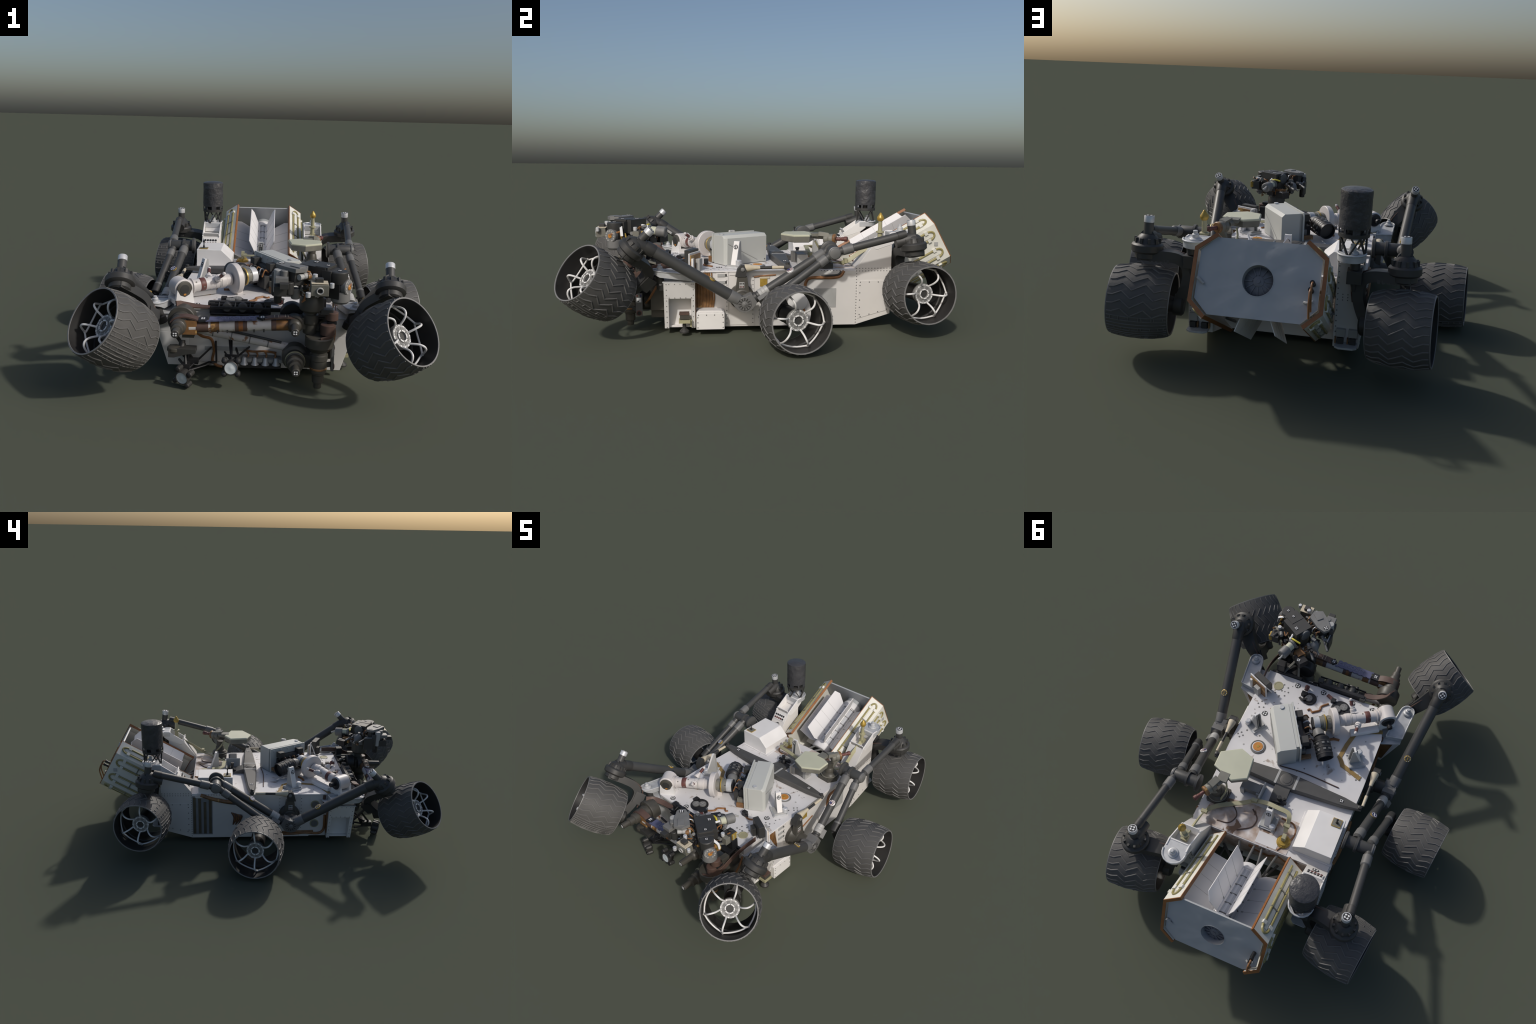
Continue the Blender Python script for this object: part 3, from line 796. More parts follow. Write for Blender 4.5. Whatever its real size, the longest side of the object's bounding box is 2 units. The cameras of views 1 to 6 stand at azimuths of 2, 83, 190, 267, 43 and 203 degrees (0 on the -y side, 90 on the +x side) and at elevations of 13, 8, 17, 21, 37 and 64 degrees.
p.box(o + ld * .09 + wd * .165 + Zv * .35, (.05, .04, .06), BLACK, ld, wd)
for k in range(5):
    q = o + ld * (.07 + .035 * k) + wd * .16 + Zv * .405
    p.tube([q, q + wd * .02 + Zv * .012, q + wd * .035 - Zv * .02], .004, (STRAP, DARK, KAPTON, SILVER, CABLE)[k], 7, 4)
p.make("navigation_camera", head, bevel=.0015)
p = Part(BLACK)
ta, tb = V((-.072, -.196, .389)), V((-.138, -.098, .371))
td = (tb - ta); tl = td.length
p.lathe(ta, td, [(.026, 0), (.036, .006), (.042, .014), (.042, tl), (.038, tl), (.036, tl - .03), (.004, tl - .032)], BLACK, 36)
for e in (.03, .062, .095):
    p.lathe(ta + td.normalized() * e, td, [(.0422, 0), (.0434, .001), (.0434, .005), (.0422, .006)], DARK, 36)
x_, y_, z_ = frame(td, Zv)
for k in range(9):
    for e in (.045, .078):
        a = k * .7
        q = x_ * math.cos(a) + y_ * math.sin(a)
        p.box(ta + td.normalized() * e + q * .0425, (.010, .014, .002), MIDGREY, td.normalized(), q.cross(td).normalized(), q)
p.lathe(ta + V((.03, -.03, .0)), V((-.4, .5, 0)), [(.022, 0), (.030, .02), (.030, .04)], MIDGREY, 20)
p.tube([ta + V((.05, -.02, -.03)), ta + V((.02, 0, -.045)), ta + V((-.02, .04, -.055))], .007, STRAP, 8, 4)
p.make("telescope_barrel", head)

# ================================================================== RTG
AX = V((0, .873, .488)).normalized(); UP = V((0, -.488, .873)).normalized()
OC = V((0, .911, .433))
def rt(x, w, n): return OC + X * x + UP * w + AX * n
prof = [(.169, .157), (.241, .100), (.240, -.097), (.181, -.151)]
LEN = .452
p = Part(FINW)
p.lathe(rt(0, 0, -.425), AX, [(.045, 0), (.060, .006), (.066, .016), (.066, .05), (.058, .052), (.058, .35), (.066, .352), (.066, .385), (.060, .396), (.045, .402)], FINW, 40)
p.lathe(rt(0, 0, -.37), AX, [(.0583, 0), (.0588, .001), (.0588, .289), (.0583, .29)], CORE, 40)
for e in (.10, .16, .22, .28, .34):
    p.lathe(rt(0, 0, -.425 + e), AX, [(.058, 0), (.0622, .001), (.0622, .0045), (.058, .0055)], STEELGREY, 40)
for k in range(16):
    a = 2 * pi * k / 16
    p.box(rt(.0593 * math.sin(a), .0593 * math.cos(a), -.225), (.003, .012, .285), CORE, UP * math.cos(a) + X * math.sin(a), UP * -math.sin(a) + X * math.cos(a), AX)
p.lathe(rt(0, 0, -.43), AX, [(.05, 0), (.05, .008)], DARK, 30)
rtg = p.make("power_generator", rover)
p0 = Part(FINW)
for sgn in (-1, 1):
    pass
for k in range(8):
    a = math.radians(22.5 + 45 * k)
    rd = X * math.sin(a) + UP * math.cos(a)
    tn = X * math.cos(a) - UP * math.sin(a)
    q = Part(FINW)
    q.prism([(.055, -.375), (.10, -.392), (.194, -.376), (.194, -.062), (.15, -.045), (.055, -.08)], OC, rd, AX, tn, -.0015, .0015)
    for e in (-.30, -.225, -.15):
        q.box(OC + rd * .125 + AX * e, (.13, .0042, .0012), LIGHTGREY, rd, tn, AX)
        q.box(OC + rd * .075 + AX * e, (.012, .008, .006), LIGHTGREY, rd, tn, AX)
    q.box(OC + rd * .064 - AX * .22, (.012, .014, .30), FINW, rd, tn, AX)
    q.make("radiator_fin", rtg)

# heat exchanger side panels: plates with an amber honeycomb edge and raised pipes
def exchanger():
    p = Part(PANEL)
    T = .014
    c = [V((a, b)) for a, b in prof]
    inn = [(.160, .145), (.227, .092), (.226, -.090), (.172, -.139)]
    for i in range(3):
        quad = [prof[i], prof[i + 1], inn[i + 1], inn[i]]
        p.prism(quad, OC, X, UP, AX, -LEN + .001, -.001 + .010, PANEL)
        # amber end grain front, rear
        for d0, d1 in ((.0095, .0135), (-LEN - .003, -LEN + .0005)):
            p.prism(quad, OC, X, UP, AX, d0, d1, AMBER)
    for (a, b) in ((prof[0], inn[0]), (prof[3], inn[3])):
        m = ((a[0] + b[0]) / 2, (a[1] + b[1]) / 2)
        dx, dy = a[0] - b[0], a[1] - b[1]; l = math.hypot(dx, dy)
        out = X * (dy / l) - UP * (dx / l)
        if out.dot(X) > 0: out = -out
        p.box(rt(m[0], m[1], -LEN / 2 + .005) + out * .0015, (l, .004, LEN + .017), AMBER, (X * dx + UP * dy) / l, out, AX)
    return p
ex_objs = both(exchanger, "heat_exchanger", rtg)
def pipes():
    p = Part(PIPE)
    for i, lanes in ((0, [(.30, .72)]), (1, [(.12, .34), (.64, .86)]), (2, [(.30, .72)])):
        A, B = prof[i], prof[i + 1]
        e = V((B[0] - A[0], B[1] - A[1], 0)); l = e.length
        nrm = X * (-(B[1] - A[1]) / l) + UP * ((B[0] - A[0]) / l)
        if nrm.dot(X) < 0: nrm = -nrm
        def P(t, n): return rt(A[0] + e.x * t, A[1] + e.y * t, n) + nrm * .002
        for a, b in lanes:
            m = (a + b) / 2
            loop = [P(a, -LEN + .03), P(a, -.045)]
            for k in range(1, 8):
                an = pi * k / 8
                loop.append(P(m - (m - a) * math.cos(an), -.045 + .030 * math.sin(an)))
            loop += [P(b, -.045), P(b, -LEN + .03)]
            p.tube(loop, .0058, PIPE, 8)
            for t in (a, b):
                p.box(P(t, -.055) + nrm * .003, (.018, .012, .018), PANEL, e.x / l * X + e.y / l * UP, nrm, AX)
            for n in (-.15, -.26, -.37):
                p.box(P(m, n) + nrm * .002, (l * (b - a) + .012, .006, .006), OLIVE, e.x / l * X + e.y / l * UP, nrm, AX)
            p.box(P(m, -.22), (l * (b - a) * .45, .004, LEN - .08), PANEL, e.x / l * X + e.y / l * UP, nrm, AX)
    p.box(rt(.241, .0, -.03), (.006, .02, .02), LIGHTGREY)
    p.lathe(rt(.240, -.022, -.045), X, [(.005, 0), (.005, .003)], BLACK, 10)
    return p
both(pipes, "coolant_pipe", rtg)

# rear closing plate with round hatch
p = Part(PLATE)
R = .056
outer = [(-.165, .143), (-.219, .092), (-.219, -.082), (-.165, -.136), (.165, -.136), (.219, -.082), (.219, .092), (.165, .143)]
outer.reverse()
N = 48
def edge_at(a):
    d = V((math.cos(a), math.sin(a))); best = 9
    for i in range(8):
        A, B = V(outer[i]), V(outer[(i + 1) % 8]); e = B - A
        den = d.x * e.y - d.y * e.x
        if abs(den) < 1e-9: continue
        t = (A.x * e.y - A.y * e.x) / den; s_ = (A.x * d.y - A.y * d.x) / den
        if t > 0 and -1e-6 <= s_ <= 1 + 1e-6: best = min(best, t)
    return best
angs = sorted(set([2 * pi * k / N for k in range(N)] + [math.atan2(b, a) % (2 * pi) for a, b in outer]))
loops = []
for lay, n in ((0, -.004), (1, .004)):
    rows = []
    for f in (0, .2, .4, .6, .8, 1):
        row = []
        for a in angs:
            ro = edge_at(a); r = R + (ro - R) * f
            x, w = r * math.cos(a), r * math.sin(a)
            dz = .0035 * noise.noise(V((x * 16, w * 16, 1.5))) + .002 * noise.noise(V((x * 45, w * 45, 4))) if lay and 0 < f < 1 else 0
            row.append(rt(x, w, n + dz))
        rows.append(row)
    loops += rows if lay == 0 else rows[::-1]
loops.append(loops[0])
p.loft(loops, PLATE, caps=False)
p.make("rear_plate", rtg)
p = Part(MIDGREY)
p.lathe(rt(0, 0, -.032), AX, [(.056, 0), (.056, .004), (.050, .010), (.036, .015), (.022, .017)], HATCH, 36)
p.lathe(rt(0, 0, -.018), AX, [(.020, 0), (.020, .004), (.016, .006), (.007, .007), (.007, .010)], HATCH, 28)
p.lathe(rt(0, 0, -.034), AX, [(.0575, 0), (.0575, .039), (.0555, .039), (.0555, 0)], PLATE, 36, closed=True)
for k in range(12):
    a = 2 * pi * k / 12
    rd = X * math.sin(a) + UP * math.cos(a)
    p.bar([OC + rd * .022 - AX * .0135, OC + rd * .037 - AX * .0155, OC + rd * .051 - AX * .0205], AX.cross(rd), .004, .004, HATCH)
p.make("rear_hatch", rtg)
p = Part(CABLE)
for k, z in enumerate((0, .022)):
    c = rt(-.196 + .004 * k, .005 - z * 1.1, .004)
    p.lathe(c, AX, [(.009, 0), (.009, .012), (.007, .014), (.007, .03), (.009, .031), (.009, .04)], BLACK, 14)
    p.tube([c + AX * .04, c + AX * .052 - UP * .012, c + AX * .045 - UP * .05, c + AX * .02 - UP * .08, c - UP * .095 + AX * .006], .004, CABLE, 8, 5)
p.tube([rt(.20, -.02, .006), rt(.215, -.01, .014), rt(.19, -.03, .01)], .005, LIGHTGREY, 8, 4)
p.tube([rt(-.17, -.06, .008), rt(-.185, -.062, .014), rt(-.20, -.055, .008)], .005, LIGHTGREY, 8, 4)
p.make("plate_connector", rtg)
p = Part(MIDGREY)
for s in (-1, 1):
    for a, b in (((.10, .432, .285), rt(.06, -.03, -.42)), ((.10, .432, .10), rt(.06, -.03, -.42)), ((.20, .432, .12), rt(.06, -.03, -.42)), ((.02, .432, .29), rt(.03, .04, -.42))):
        a = V((a[0] * s, a[1], a[2])); b = V((b.x * s, b.y, b.z))
        p.cyl(a, b, .0065, None, MIDGREY, 10)
    p.cyl((.255 * s, .56, .20), rt(.235 * s, -.06, -.25), .005, None, MIDGREY, 8)
    p.cyl((.20 * s, .43, .06), rt(.19 * s, -.10, -.40), .007, None, MIDGREY, 8)
p.make("support_strut", rtg)

# ================================================================== WHEELS
WH, RC = .118, .1485                                  # half width, crown radius
WPROF = [(-1.0, .1290), (-.8, .1370), (-.5, .1440), (-.1, .1482), (.3, .1480), (.65, .1445), (1.0, .1375)]
def rad(x):
    t = max(-1, min(1, x / WH))
    for (a, ra), (b, rb) in zip(WPROF, WPROF[1:]):
        if t <= b:
            f = (t - a) / (b - a)
            return ra + (rb - ra) * f
    return WPROF[-1][1]
def build_wheel_meshes():
    p = Part(RUBBER)
    seg = 72
    xs = [-WH + 2 * WH * k / 14 for k in range(15)]
    def loop(x, r): return [V((x, r * math.cos(2 * pi * i / seg), r * math.sin(2 * pi * i / seg))) for i in range(seg)]
    p.loft([loop(x, rad(x)) for x in xs], RUBBER, caps=False)
    p.loft([loop(x, min(rad(x) - .006, .133)) for x in xs], INNER, caps=False)
    for x, o_ in ((WH, 1), (-WH, -1)):
        p.loft([loop(x, rad(x)), loop(x + o_ * .003, rad(x) - .0005), loop(x + o_ * .003, rad(x) - .0058), loop(x, rad(x) - .006)], LIP, caps=False)
    # stiffening ring inside
    p.lathe((.0 - .03, 0, 0), X, [(.135, 0), (.127, .004), (.127, .016), (.135, .02)], INNER, seg, closed=True)
    def rib(poly, w=.0045, h=.0031, mat=RIBM):
        pts = []
        for (t0, a0), (t1, a1) in zip(poly, poly[1:]):
            for k in range(3):
                f = k / 3; pts.append((t0 + (t1 - t0) * f, a0 + (a1 - a0) * f))
        pts.append(poly[-1])
        loops = []
        for i, (t, a) in enumerate(pts):
            x = -WH + 2 * WH * t; r = rad(x)
            j, k = max(i - 1, 0), min(i + 1, len(pts) - 1)
            dx = (pts[k][0] - pts[j][0]) * 2 * WH; ds = (pts[k][1] - pts[j][1]) * r
            l = math.hypot(dx, ds) or 1; nx, na = -ds / l, dx / l
            def P(off, hh):
                aa = a + na * off / r; xx = max(-WH, min(WH, x + nx * off))
                return V((xx, (r + hh) * math.cos(aa), (r + hh) * math.sin(aa)))
            loops.append([P(-w * .75, -.001), P(-w * .35, h), P(w * .35, h), P(w * .75, -.001)])
        p.loft(loops, mat)
    NG = 27; sp = 2 * pi / NG
    zig = [(0.012, 0), (.10, 0), (.23, -.42), (.38, .42), (.60, -.42), (.76, .42), (.90, 0), (.988, 0)]
    for g in range(4, NG):
        rib([(t, g * sp + o_ * sp) for t, o_ in zig])
    # straight ladder track (odometry marks) replacing four chevrons
    for o_ in (0, .5, 1.0, 1.5, 2.0, 2.5, 3.0, 3.5):
        rib([(.012, o_ * sp), (.988, o_ * sp)], .0038, .0028)
    for (a, b, ts) in ((0, .5, (.06, .18, .30, .40, .44, .62, .74, .84, .94)), (1.5, 2.0, (.05, .14, .27, .42, .46, .60, .74, .86, .95)), (3.0, 3.5, (.06, .20, .24, .40, .45, .62, .78, .92))):
        for t in ts:
            rib([(t, a * sp), (t + .0001, b * sp)], .0034, .0026)
    tyre = p
    hub = Part(HUBG)
    hx = WH - .060
    hub.lathe((hx - .03, 0, 0), X, [(.030, 0), (.0485, .008), (.049, .026), (.047, .030), (.026, .030), (.025, .034), (.0185, .035), (.0175, .024)], HUBG, 40)
    hub.lathe((hx - .004, 0, 0), X, [(.0178, 0), (.0178, .002)], DARK, 24)
    for k in range(24):
        a = 2 * pi * k / 24
        d_ = V((0, math.cos(a), math.sin(a))); t_ = V((0, -math.sin(a), math.cos(a)))
        hub.box(V((hx, 0, 0)) + d_ * .0432, (.003, .0065, .0078), SPOKE, X, d_, t_)
        if k % 2: hub.lathe(V((hx + .0012, 0, 0)) + d_ * .0435, X, [(.0022, 0), (.0022, .001)], DARK, 8)
    for k in range(8):
        a = 2 * pi * (k + .5) / 8
        d_ = V((0, math.cos(a), math.sin(a))); t_ = V((0, -math.sin(a), math.cos(a)))
        hub.box(V((hx + .0004, 0, 0)) + d_ * .0315, (.002, .010, .015), MIDGREY, X, d_, t_)
    hub.lathe((hx + .0035, 0, 0), X, [(.0245, 0), (.0245, .0025), (.019, .0025), (.019, 0)], SPOKE, 32, closed=True)
    for k in range(6):
        a = 2 * pi * k / 6
        hub.lathe((hx + .0055, .0218 * math.cos(a), .0218 * math.sin(a)), X, [(.0022, 0), (.0022, .002)], DARK, 8)
    hub.cyl((hx - .03, 0, 0), (-.10, 0, 0), .043, .040, INNER, 28)
    hub.cyl((-.10, 0, 0), (-.16, 0, 0), .034, .030, DARK, 24)
    spoke = Part(SPOKE)
    pts = [(.040, hx - .012, 0), (.052, hx + .008, 0), (.066, hx + .028, .01), (.085, hx + .038, .02), (.103, hx + .030, .05), (.116, hx + .010, .08), (.1265, hx - .012, .10)]
    path = [V((x, r * math.cos(a), r * math.sin(a))) for r, x, a in pts]
    spoke.tube(smooth_path(path, 3), .0044, SPOKE, 8)
    tip = path[-1]
    a2 = math.radians(60)
    ch = [tip] + [V((hx - .012 - dx, r * math.cos(.10 + a2 * t), r * math.sin(.10 + a2 * t))) for t, r, dx in ((.3, .122, .008), (.65, .122, .012), (1.0, .1275, .006))]
    spoke.tube(smooth_path(ch, 3), .0040, SPOKE, 8)
    spoke.ball(tip, .0065, SPOKE, 10, 6)
    return tyre, hub, spoke
tyreP, hubP, spokeP = build_wheel_meshes()
wheel0 = tyreP.make("wheel", None); hub0 = hubP.make("hub", None); spoke0 = spokeP.make("spoke", None)
first = [True]
def place_wheel(c, axis, upv, spin, tip):
    a = V(axis).normalized()
    u_ = (V(upv) - a * V(upv).dot(a)).normalized(); w_ = a.cross(u_)
    M = Matrix(((a.x, u_.x, w_.x, c[0]), (a.y, u_.y, w_.y, c[1]), (a.z, u_.z, w_.z, c[2]), (0, 0, 0, 1)))
    M = M @ Matrix.Rotation(spin, 4, 'X')
    w = wheel0 if first[0] else wheel0.copy()
    h = hub0 if first[0] else hub0.copy()
    if not first[0]:
        bpy.context.scene.collection.objects.link(w); bpy.context.scene.collection.objects.link(h)
    w.parent = rover; w.matrix_world = M
    h.parent = w; h.matrix_parent_inverse = Matrix(); h.matrix_basis = Matrix()
    for k in range(6):
        s = spoke0 if (first[0] and k == 0) else spoke0.copy()
        if not (first[0] and k == 0): bpy.context.scene.collection.objects.link(s)
        s.parent = w; s.matrix_parent_inverse = Matrix(); s.matrix_basis = Matrix.Rotation(math.radians(60 * k + tip - 5.7) - spin, 4, 'X')
    first[0] = False
# rim centres, wheel axes (slight toe and camber) and steering axes
AM = V((.985, .160, .063)).normalized()
WM = V((.819, .079, .157)) - AM * (WH + .002)
WR = V((.636, .712, .227)) - AM * (WH + .002)
AF = V((.564, -.613, .554)).normalized()
WF = V((.613, -.889, .351)) - AF * (WH + .002)
def perp(v, a): return (v - a * v.dot(a)).normalized()
SR = perp(V((.505, .649, .573)) - WR, AM)
SF = perp(V((.568, -.569, .533)) - WF, AF)
def mx(v): return V((-v.x, v.y, v.z))
for s in (1, -1):
    f = (lambda v: v) if s > 0 else mx
    place_wheel(f(WM), f(AM), Zv, math.radians(225 if s > 0 else 127), 22 if s > 0 else 6)
    place_wheel(f(WR), f(AM), f(SR), math.radians(212 if s > 0 else 280), 22 if s > 0 else 6)
    place_wheel(f(WF), f(AF), f(SF), math.radians(202 if s > 0 else 191), 15 if s > 0 else 23)

# ================================================================== SUSPENSION
def steering(C, a, s, tdir):
    a, s = a.normalized(), s.normalized(); f = s.cross(a)
    p = Part(DARK)
    p.lathe(C, s, [(.040, .178), (.048, .184), (.048, .203), (.056, .206), (.063, .212), (.0635, .236), (.060, .241), (.050, .245), (.044, .262), (.034, .274), (.026, .280)], DARK, 28)
    p.lathe(C, s, [(.0195, .265), (.0195, .327)], TUBE, 24)
    p.lathe(C, s, [(.0205, .3265), (.0205, .350), (.0195, .352)], SILVER, 24)
    for k in range(10):
        an = 2 * pi * k / 10
        d_ = a * math.cos(an) + f * math.sin(an)
        p.box(C + s * .254 + d_ * .047, (.012, .010, .022), DARK, d_, s.cross(d_), s)
    fiducial(p, C + s * .3518, s, .0165, a)
    tdir = V(tdir).normalized()
    p.lathe(C + s * .262, tdir, [(.034, -.01), (.034, .03), (.027, .055), (.026, .085)], DARK, 20)
    return p
def fork(C, a, s, front=False):
    a, s = a.normalized(), s.normalized(); f = s.cross(a)
    p = Part(DARK)
    def P(i, j): return C + a * i + s * j
    pth = smooth_path([P(.03, .196), P(-.06, .199), P(-.125, .195), P(-.163, .168), P(-.172, .122), P(-.162, .070), P(-.140, .018), P(-.120, -.002)], 5)
    n = len(pth)
    p.bar(pth, f, [.080 - .030 * min(1, i / (n * .5)) for i in range(n)], .042, DARK)
    if front:
        p.box(P(-.186, .134), (.058, .064, .070), DARK, a, f, s)
        for e in (-.02, 0, .02):
            p.box(P(-.2155, .134 + e), (.003, .05, .010), STEELGREY, a, f, s)
    p.lathe(P(-.165, 0), a, [(.036, 0), (.044, .008), (.044, .04)], DARK, 24)
    for k in range(5):
        p.box(P(-.02 - .018 * k, .180) + f * .032, (.010, .006, .014), TUBE, a, f, s)
    p.tube([P(-.06, .216) - f * .02, P(-.13, .214) - f * .02, P(-.185, .188) - f * .02, P(-.205, .135) - f * .02, P(-.20, .08) - f * .02], .0035, STRAP, 6, 4)
    return p
# rocker: knee, forward tube, rearward tube
def perp0(v, a): return (v - a * v.dot(a)).normalized()
def rocker():
    p = Part(TUBE)
    lo, hi = V((.498, -.185, .197)), V((.557, -.590, .452))
    d_ = (hi - lo).normalized()
    p.lathe(lo, d_, [(.0275, 0), (.0275, (hi - lo).length)], TUBE, 28)
    p.lathe(lo - d_ * .01, d_, [(.029, 0), (.029, .045), (.0275, .05)], STEELGREY, 28)
    p.lathe(hi - d_ * .04, d_, [(.0275, 0), (.030, .006), (.030, .05)], DARK, 28)
    lo2, hi2 = V((.484, -.110, .189)), V((.424, .262, .412))
    d2 = (hi2 - lo2).normalized(); l2 = (hi2 - lo2).length
    p.lathe(lo2, d2, [(.0225, 0), (.0225, l2)], TUBE, 28)
    p.lathe(lo2 - d2 * .01, d2, [(.027, 0), (.027, .035), (.0225, .04)], DARK, 26)
    p.lathe(lo2 + d2 * .042, d2, [(.023, 0), (.0245, .002), (.0245, .014), (.0235, .016), (.025, .018), (.025, .030), (.0235, .032), (.0245, .036), (.0245, .048), (.023, .05)], LIGHTGREY, 26)
    pq = lo2 + d2 * .050; pn = perp0(V((.75, .25, -.6)), d2)
    p.box(pq + pn * .030, (.034, .024, .052), STEELGREY, d2.cross(pn), pn, d2)
    p.lathe(hi2 - d2 * .075, d2, [(.0228, 0), (.0255, .002), (.0255, .05), (.024, .055)], STEELGREY, 26)
    return p
rk = both(rocker, "rocker_arm", rover)
def knee():
    p = Part(STEELGREY)
    pts = [(-.208, .188), (-.182, .220), (-.150, .206), (-.112, .222), (-.086, .182), (-.108, .150), (-.126, .138), (-.148, .134), (-.170, .140), (-.188, .157)]
    p.prism(pts, (0, 0, 0), Y, Zv, X, .455, .518, STEELGREY)
    c = V((.518, -.146, .176))
    p.lathe(c - X * .012, X, [(.033, 0), (.033, .0135), (.031, .015)], STEELGREY, 32)
    p.lathe(c + X * .0015, X, [(.012, 0), (.012, .004), (.006, .005), (.006, .008)], MIDGREY, 20)
    for k in range(12):
        an = 2 * pi * k / 12
        d_ = V((0, math.cos(an), math.sin(an)))
        p.box(c + d_ * .0225 + X * .003, (.003, .014, .0055), DARK, X, d_, X.cross(d_))
    p.lathe((.36, -.150, .180), X, [(.062, 0), (.062, .02), (.052, .030), (.048, .05), (.036, .055), (.036, .10)], OLIVED, 30)
    p.prism([(-.190, .16), (-.108, .16), (-.126, .286), (-.173, .286)], (0, 0, 0), Y, Zv, X, .385, .412, OLIVED)
    p.prism([(-.183, .285), (-.133, .285), (-.129, .318), (-.140, .340), (-.156, .343), (-.172, .325)], (0, 0, 0), Y, Zv, X, .380, .416, DARK)
    p.lathe((.416, -.148, .322), X, [(.010, 0), (.010, .004), (.006, .006)], MIDGREY, 16)
    p.box((.4125, -.152, .245), (.003, .025, .030), LIGHTGREY)
    for a_ in (-.008, 0, .008):
        for b_ in (-.008, .008):
            p.box((.414, -.152 + a_, .245 + b_), (.002, .005, .009), MAROON if b_ < 0 else DARK)
    return p
kn = both(knee, "rocker_pivot", rover, bevel=.0015)
# medallions on the tubes
def medal(c, n, kind, name, par):
    p = Part(GOLD)
    c, n = V(c), V(n).normalized(); x, y, z = frame(n, Y)
    p.lathe(c - n * .006, n, [(.0175, 0), (.0175, .0065), (.016, .0075)], GOLD if kind else MARKW, 24)
    if kind == 0:
        for k in range(4):
            p.box(c + y * (.012 - .007 * k) + n * .0018, (2 * math.sqrt(.016 ** 2 - (.012 - .007 * k) ** 2), .0035, .001), MAROON, x, y, n)
        p.box(c - x * .006 + y * .006 + n * .0022, (.014, .012, .001), NAVY, x, y, n)
    elif kind == 1:
        p.lathe(c + n * .0012, n, [(.012, 0), (.012, .0012)], OLIVED, 20)
        for k in range(8):
            a = k * pi / 4
            p.lathe(c + n * .0012 + (x * math.cos(a) + y * math.sin(a)) * .0145, n, [(.0018, 0), (.0018, .0015)], MARKW, 8)
        p.box(c + n * .0028, (.016, .004, .001), GOLD, x, y, n)
    else:
        p.lathe(c + n * .0012, n, [(.0165, 0), (.0165, .0012)], NAVY, 24)
        for k in range(8):
            a = k * pi / 4
            p.lathe(c + n * .002 + (x * math.cos(a) + y * math.sin(a)) * .012, n, [(.0022, 0), (.0022, .0015)], MARKW, 8)
        p.box(c + n * .0026, (.018, .004, .001), MARKW, x, y, n)
    p.make(name, par)
def on_tube(lo, hi, t, n, r):
    lo, hi = V(lo), V(hi); d = (hi - lo).normalized(); n = V(n); n = (n - d * n.dot(d)).normalized()
    return lo.lerp(hi, t) + n * (r + .0008), n
c_, n_ = on_tube((.498, -.185, .197), (.557, -.590, .452), .31, (.12, .45, .88), .0275)
medal(c_, n_, 1, "medallion", rk[0]); medal(mx(c_), mx(n_), 1, "medallion", rk[1])
c_, n_ = on_tube((.485, -.105, .192), (.424, .262, .412), .52, (.32, -.35, .85), .0225)
medal(c_, n_, 0, "flag_medallion", rk[0]); medal(mx(c_), mx(n_), 2, "emblem_medallion", rk[1])

def bogie():
    p = Part(TUBE)
    yb, zb = .282, .411
    p.lathe((.370, yb, zb), X, [(.036, 0), (.044, .003), (.044, .014), (.041, .016), (.0295, .018), (.0295, .056), (.038, .058), (.038, .069), (.0295, .071), (.0295, .130), (.028, .134), (.028, .142)], TUBE, 32)
    p.lathe((.505, yb, zb), X, [(.0315, 0), (.0315, .006), (.028, .008), (.026, .014), (.022, .016)], STEELGREY, 32)
    lo, hi = V((.537, .035, .240)), V((.492, .262, .398))
    d_ = (lo - hi).normalized(); l = (lo - hi).length
    p.lathe(hi, d_, [(.0195, 0), (.0195, l)], TUBE, 24)
    p.lathe(hi + d_ * .022, d_, [(.020, 0), (.023, .002), (.023, .042), (.020, .046)], STEELGREY, 24)
    p.lathe(lo - d_ * .01, d_, [(.020, 0), (.0225, .002), (.0225, .016)], STEELGREY, 24)
    p.lathe(lo, d_, [(.0205, 0), (.0235, .003), (.0235, .050), (.020, .053)], DARK, 24)
    q = lo + d_ * .035
    p.bar(smooth_path([q, V((.543, .020, .185)), V((.548, .034, .155)), WM - AM * .13], 4), V((.6, .6, .3)), .045, .04, DARK)
    p.lathe(WM - AM * .158, AM, [(.030, 0), (.042, .006), (.042, .045)], DARK, 24)
    a2, b2 = V((.500, .300, .418)), V((.514, .625, .503))
    d2 = (b2 - a2).normalized(); l2 = (b2 - a2).length
    p.lathe(a2, d2, [(.0192, 0), (.0192, l2)], TUBE, 24)
    p.lathe(a2 + d2 * .02, d2, [(.020, 0), (.0235, .002), (.0235, .050), (.020, .054)], STEELGREY, 24)
    p.lathe(b2 - d2 * .045, d2, [(.0195, 0), (.021, .002), (.021, .04)], DARK, 24)
    return p
bg = both(bogie, "bogie_arm", rover)
tdr = (V((.514, .625, .503)) - V((.500, .300, .418)))
tdf = (V((.557, -.590, .452)) - V((.498, -.185, .197)))
st = both(lambda: steering(WR, AM, SR, -tdr), "steering_actuator", rover)
both(lambda: fork(WR, AM, SR), "steering_fork", st[0])
st2 = both(lambda: steering(WF, AF, SF, -tdf), "steering_actuator", rover)
both(lambda: fork(WF, AF, SF, True), "steering_fork", st2[0])

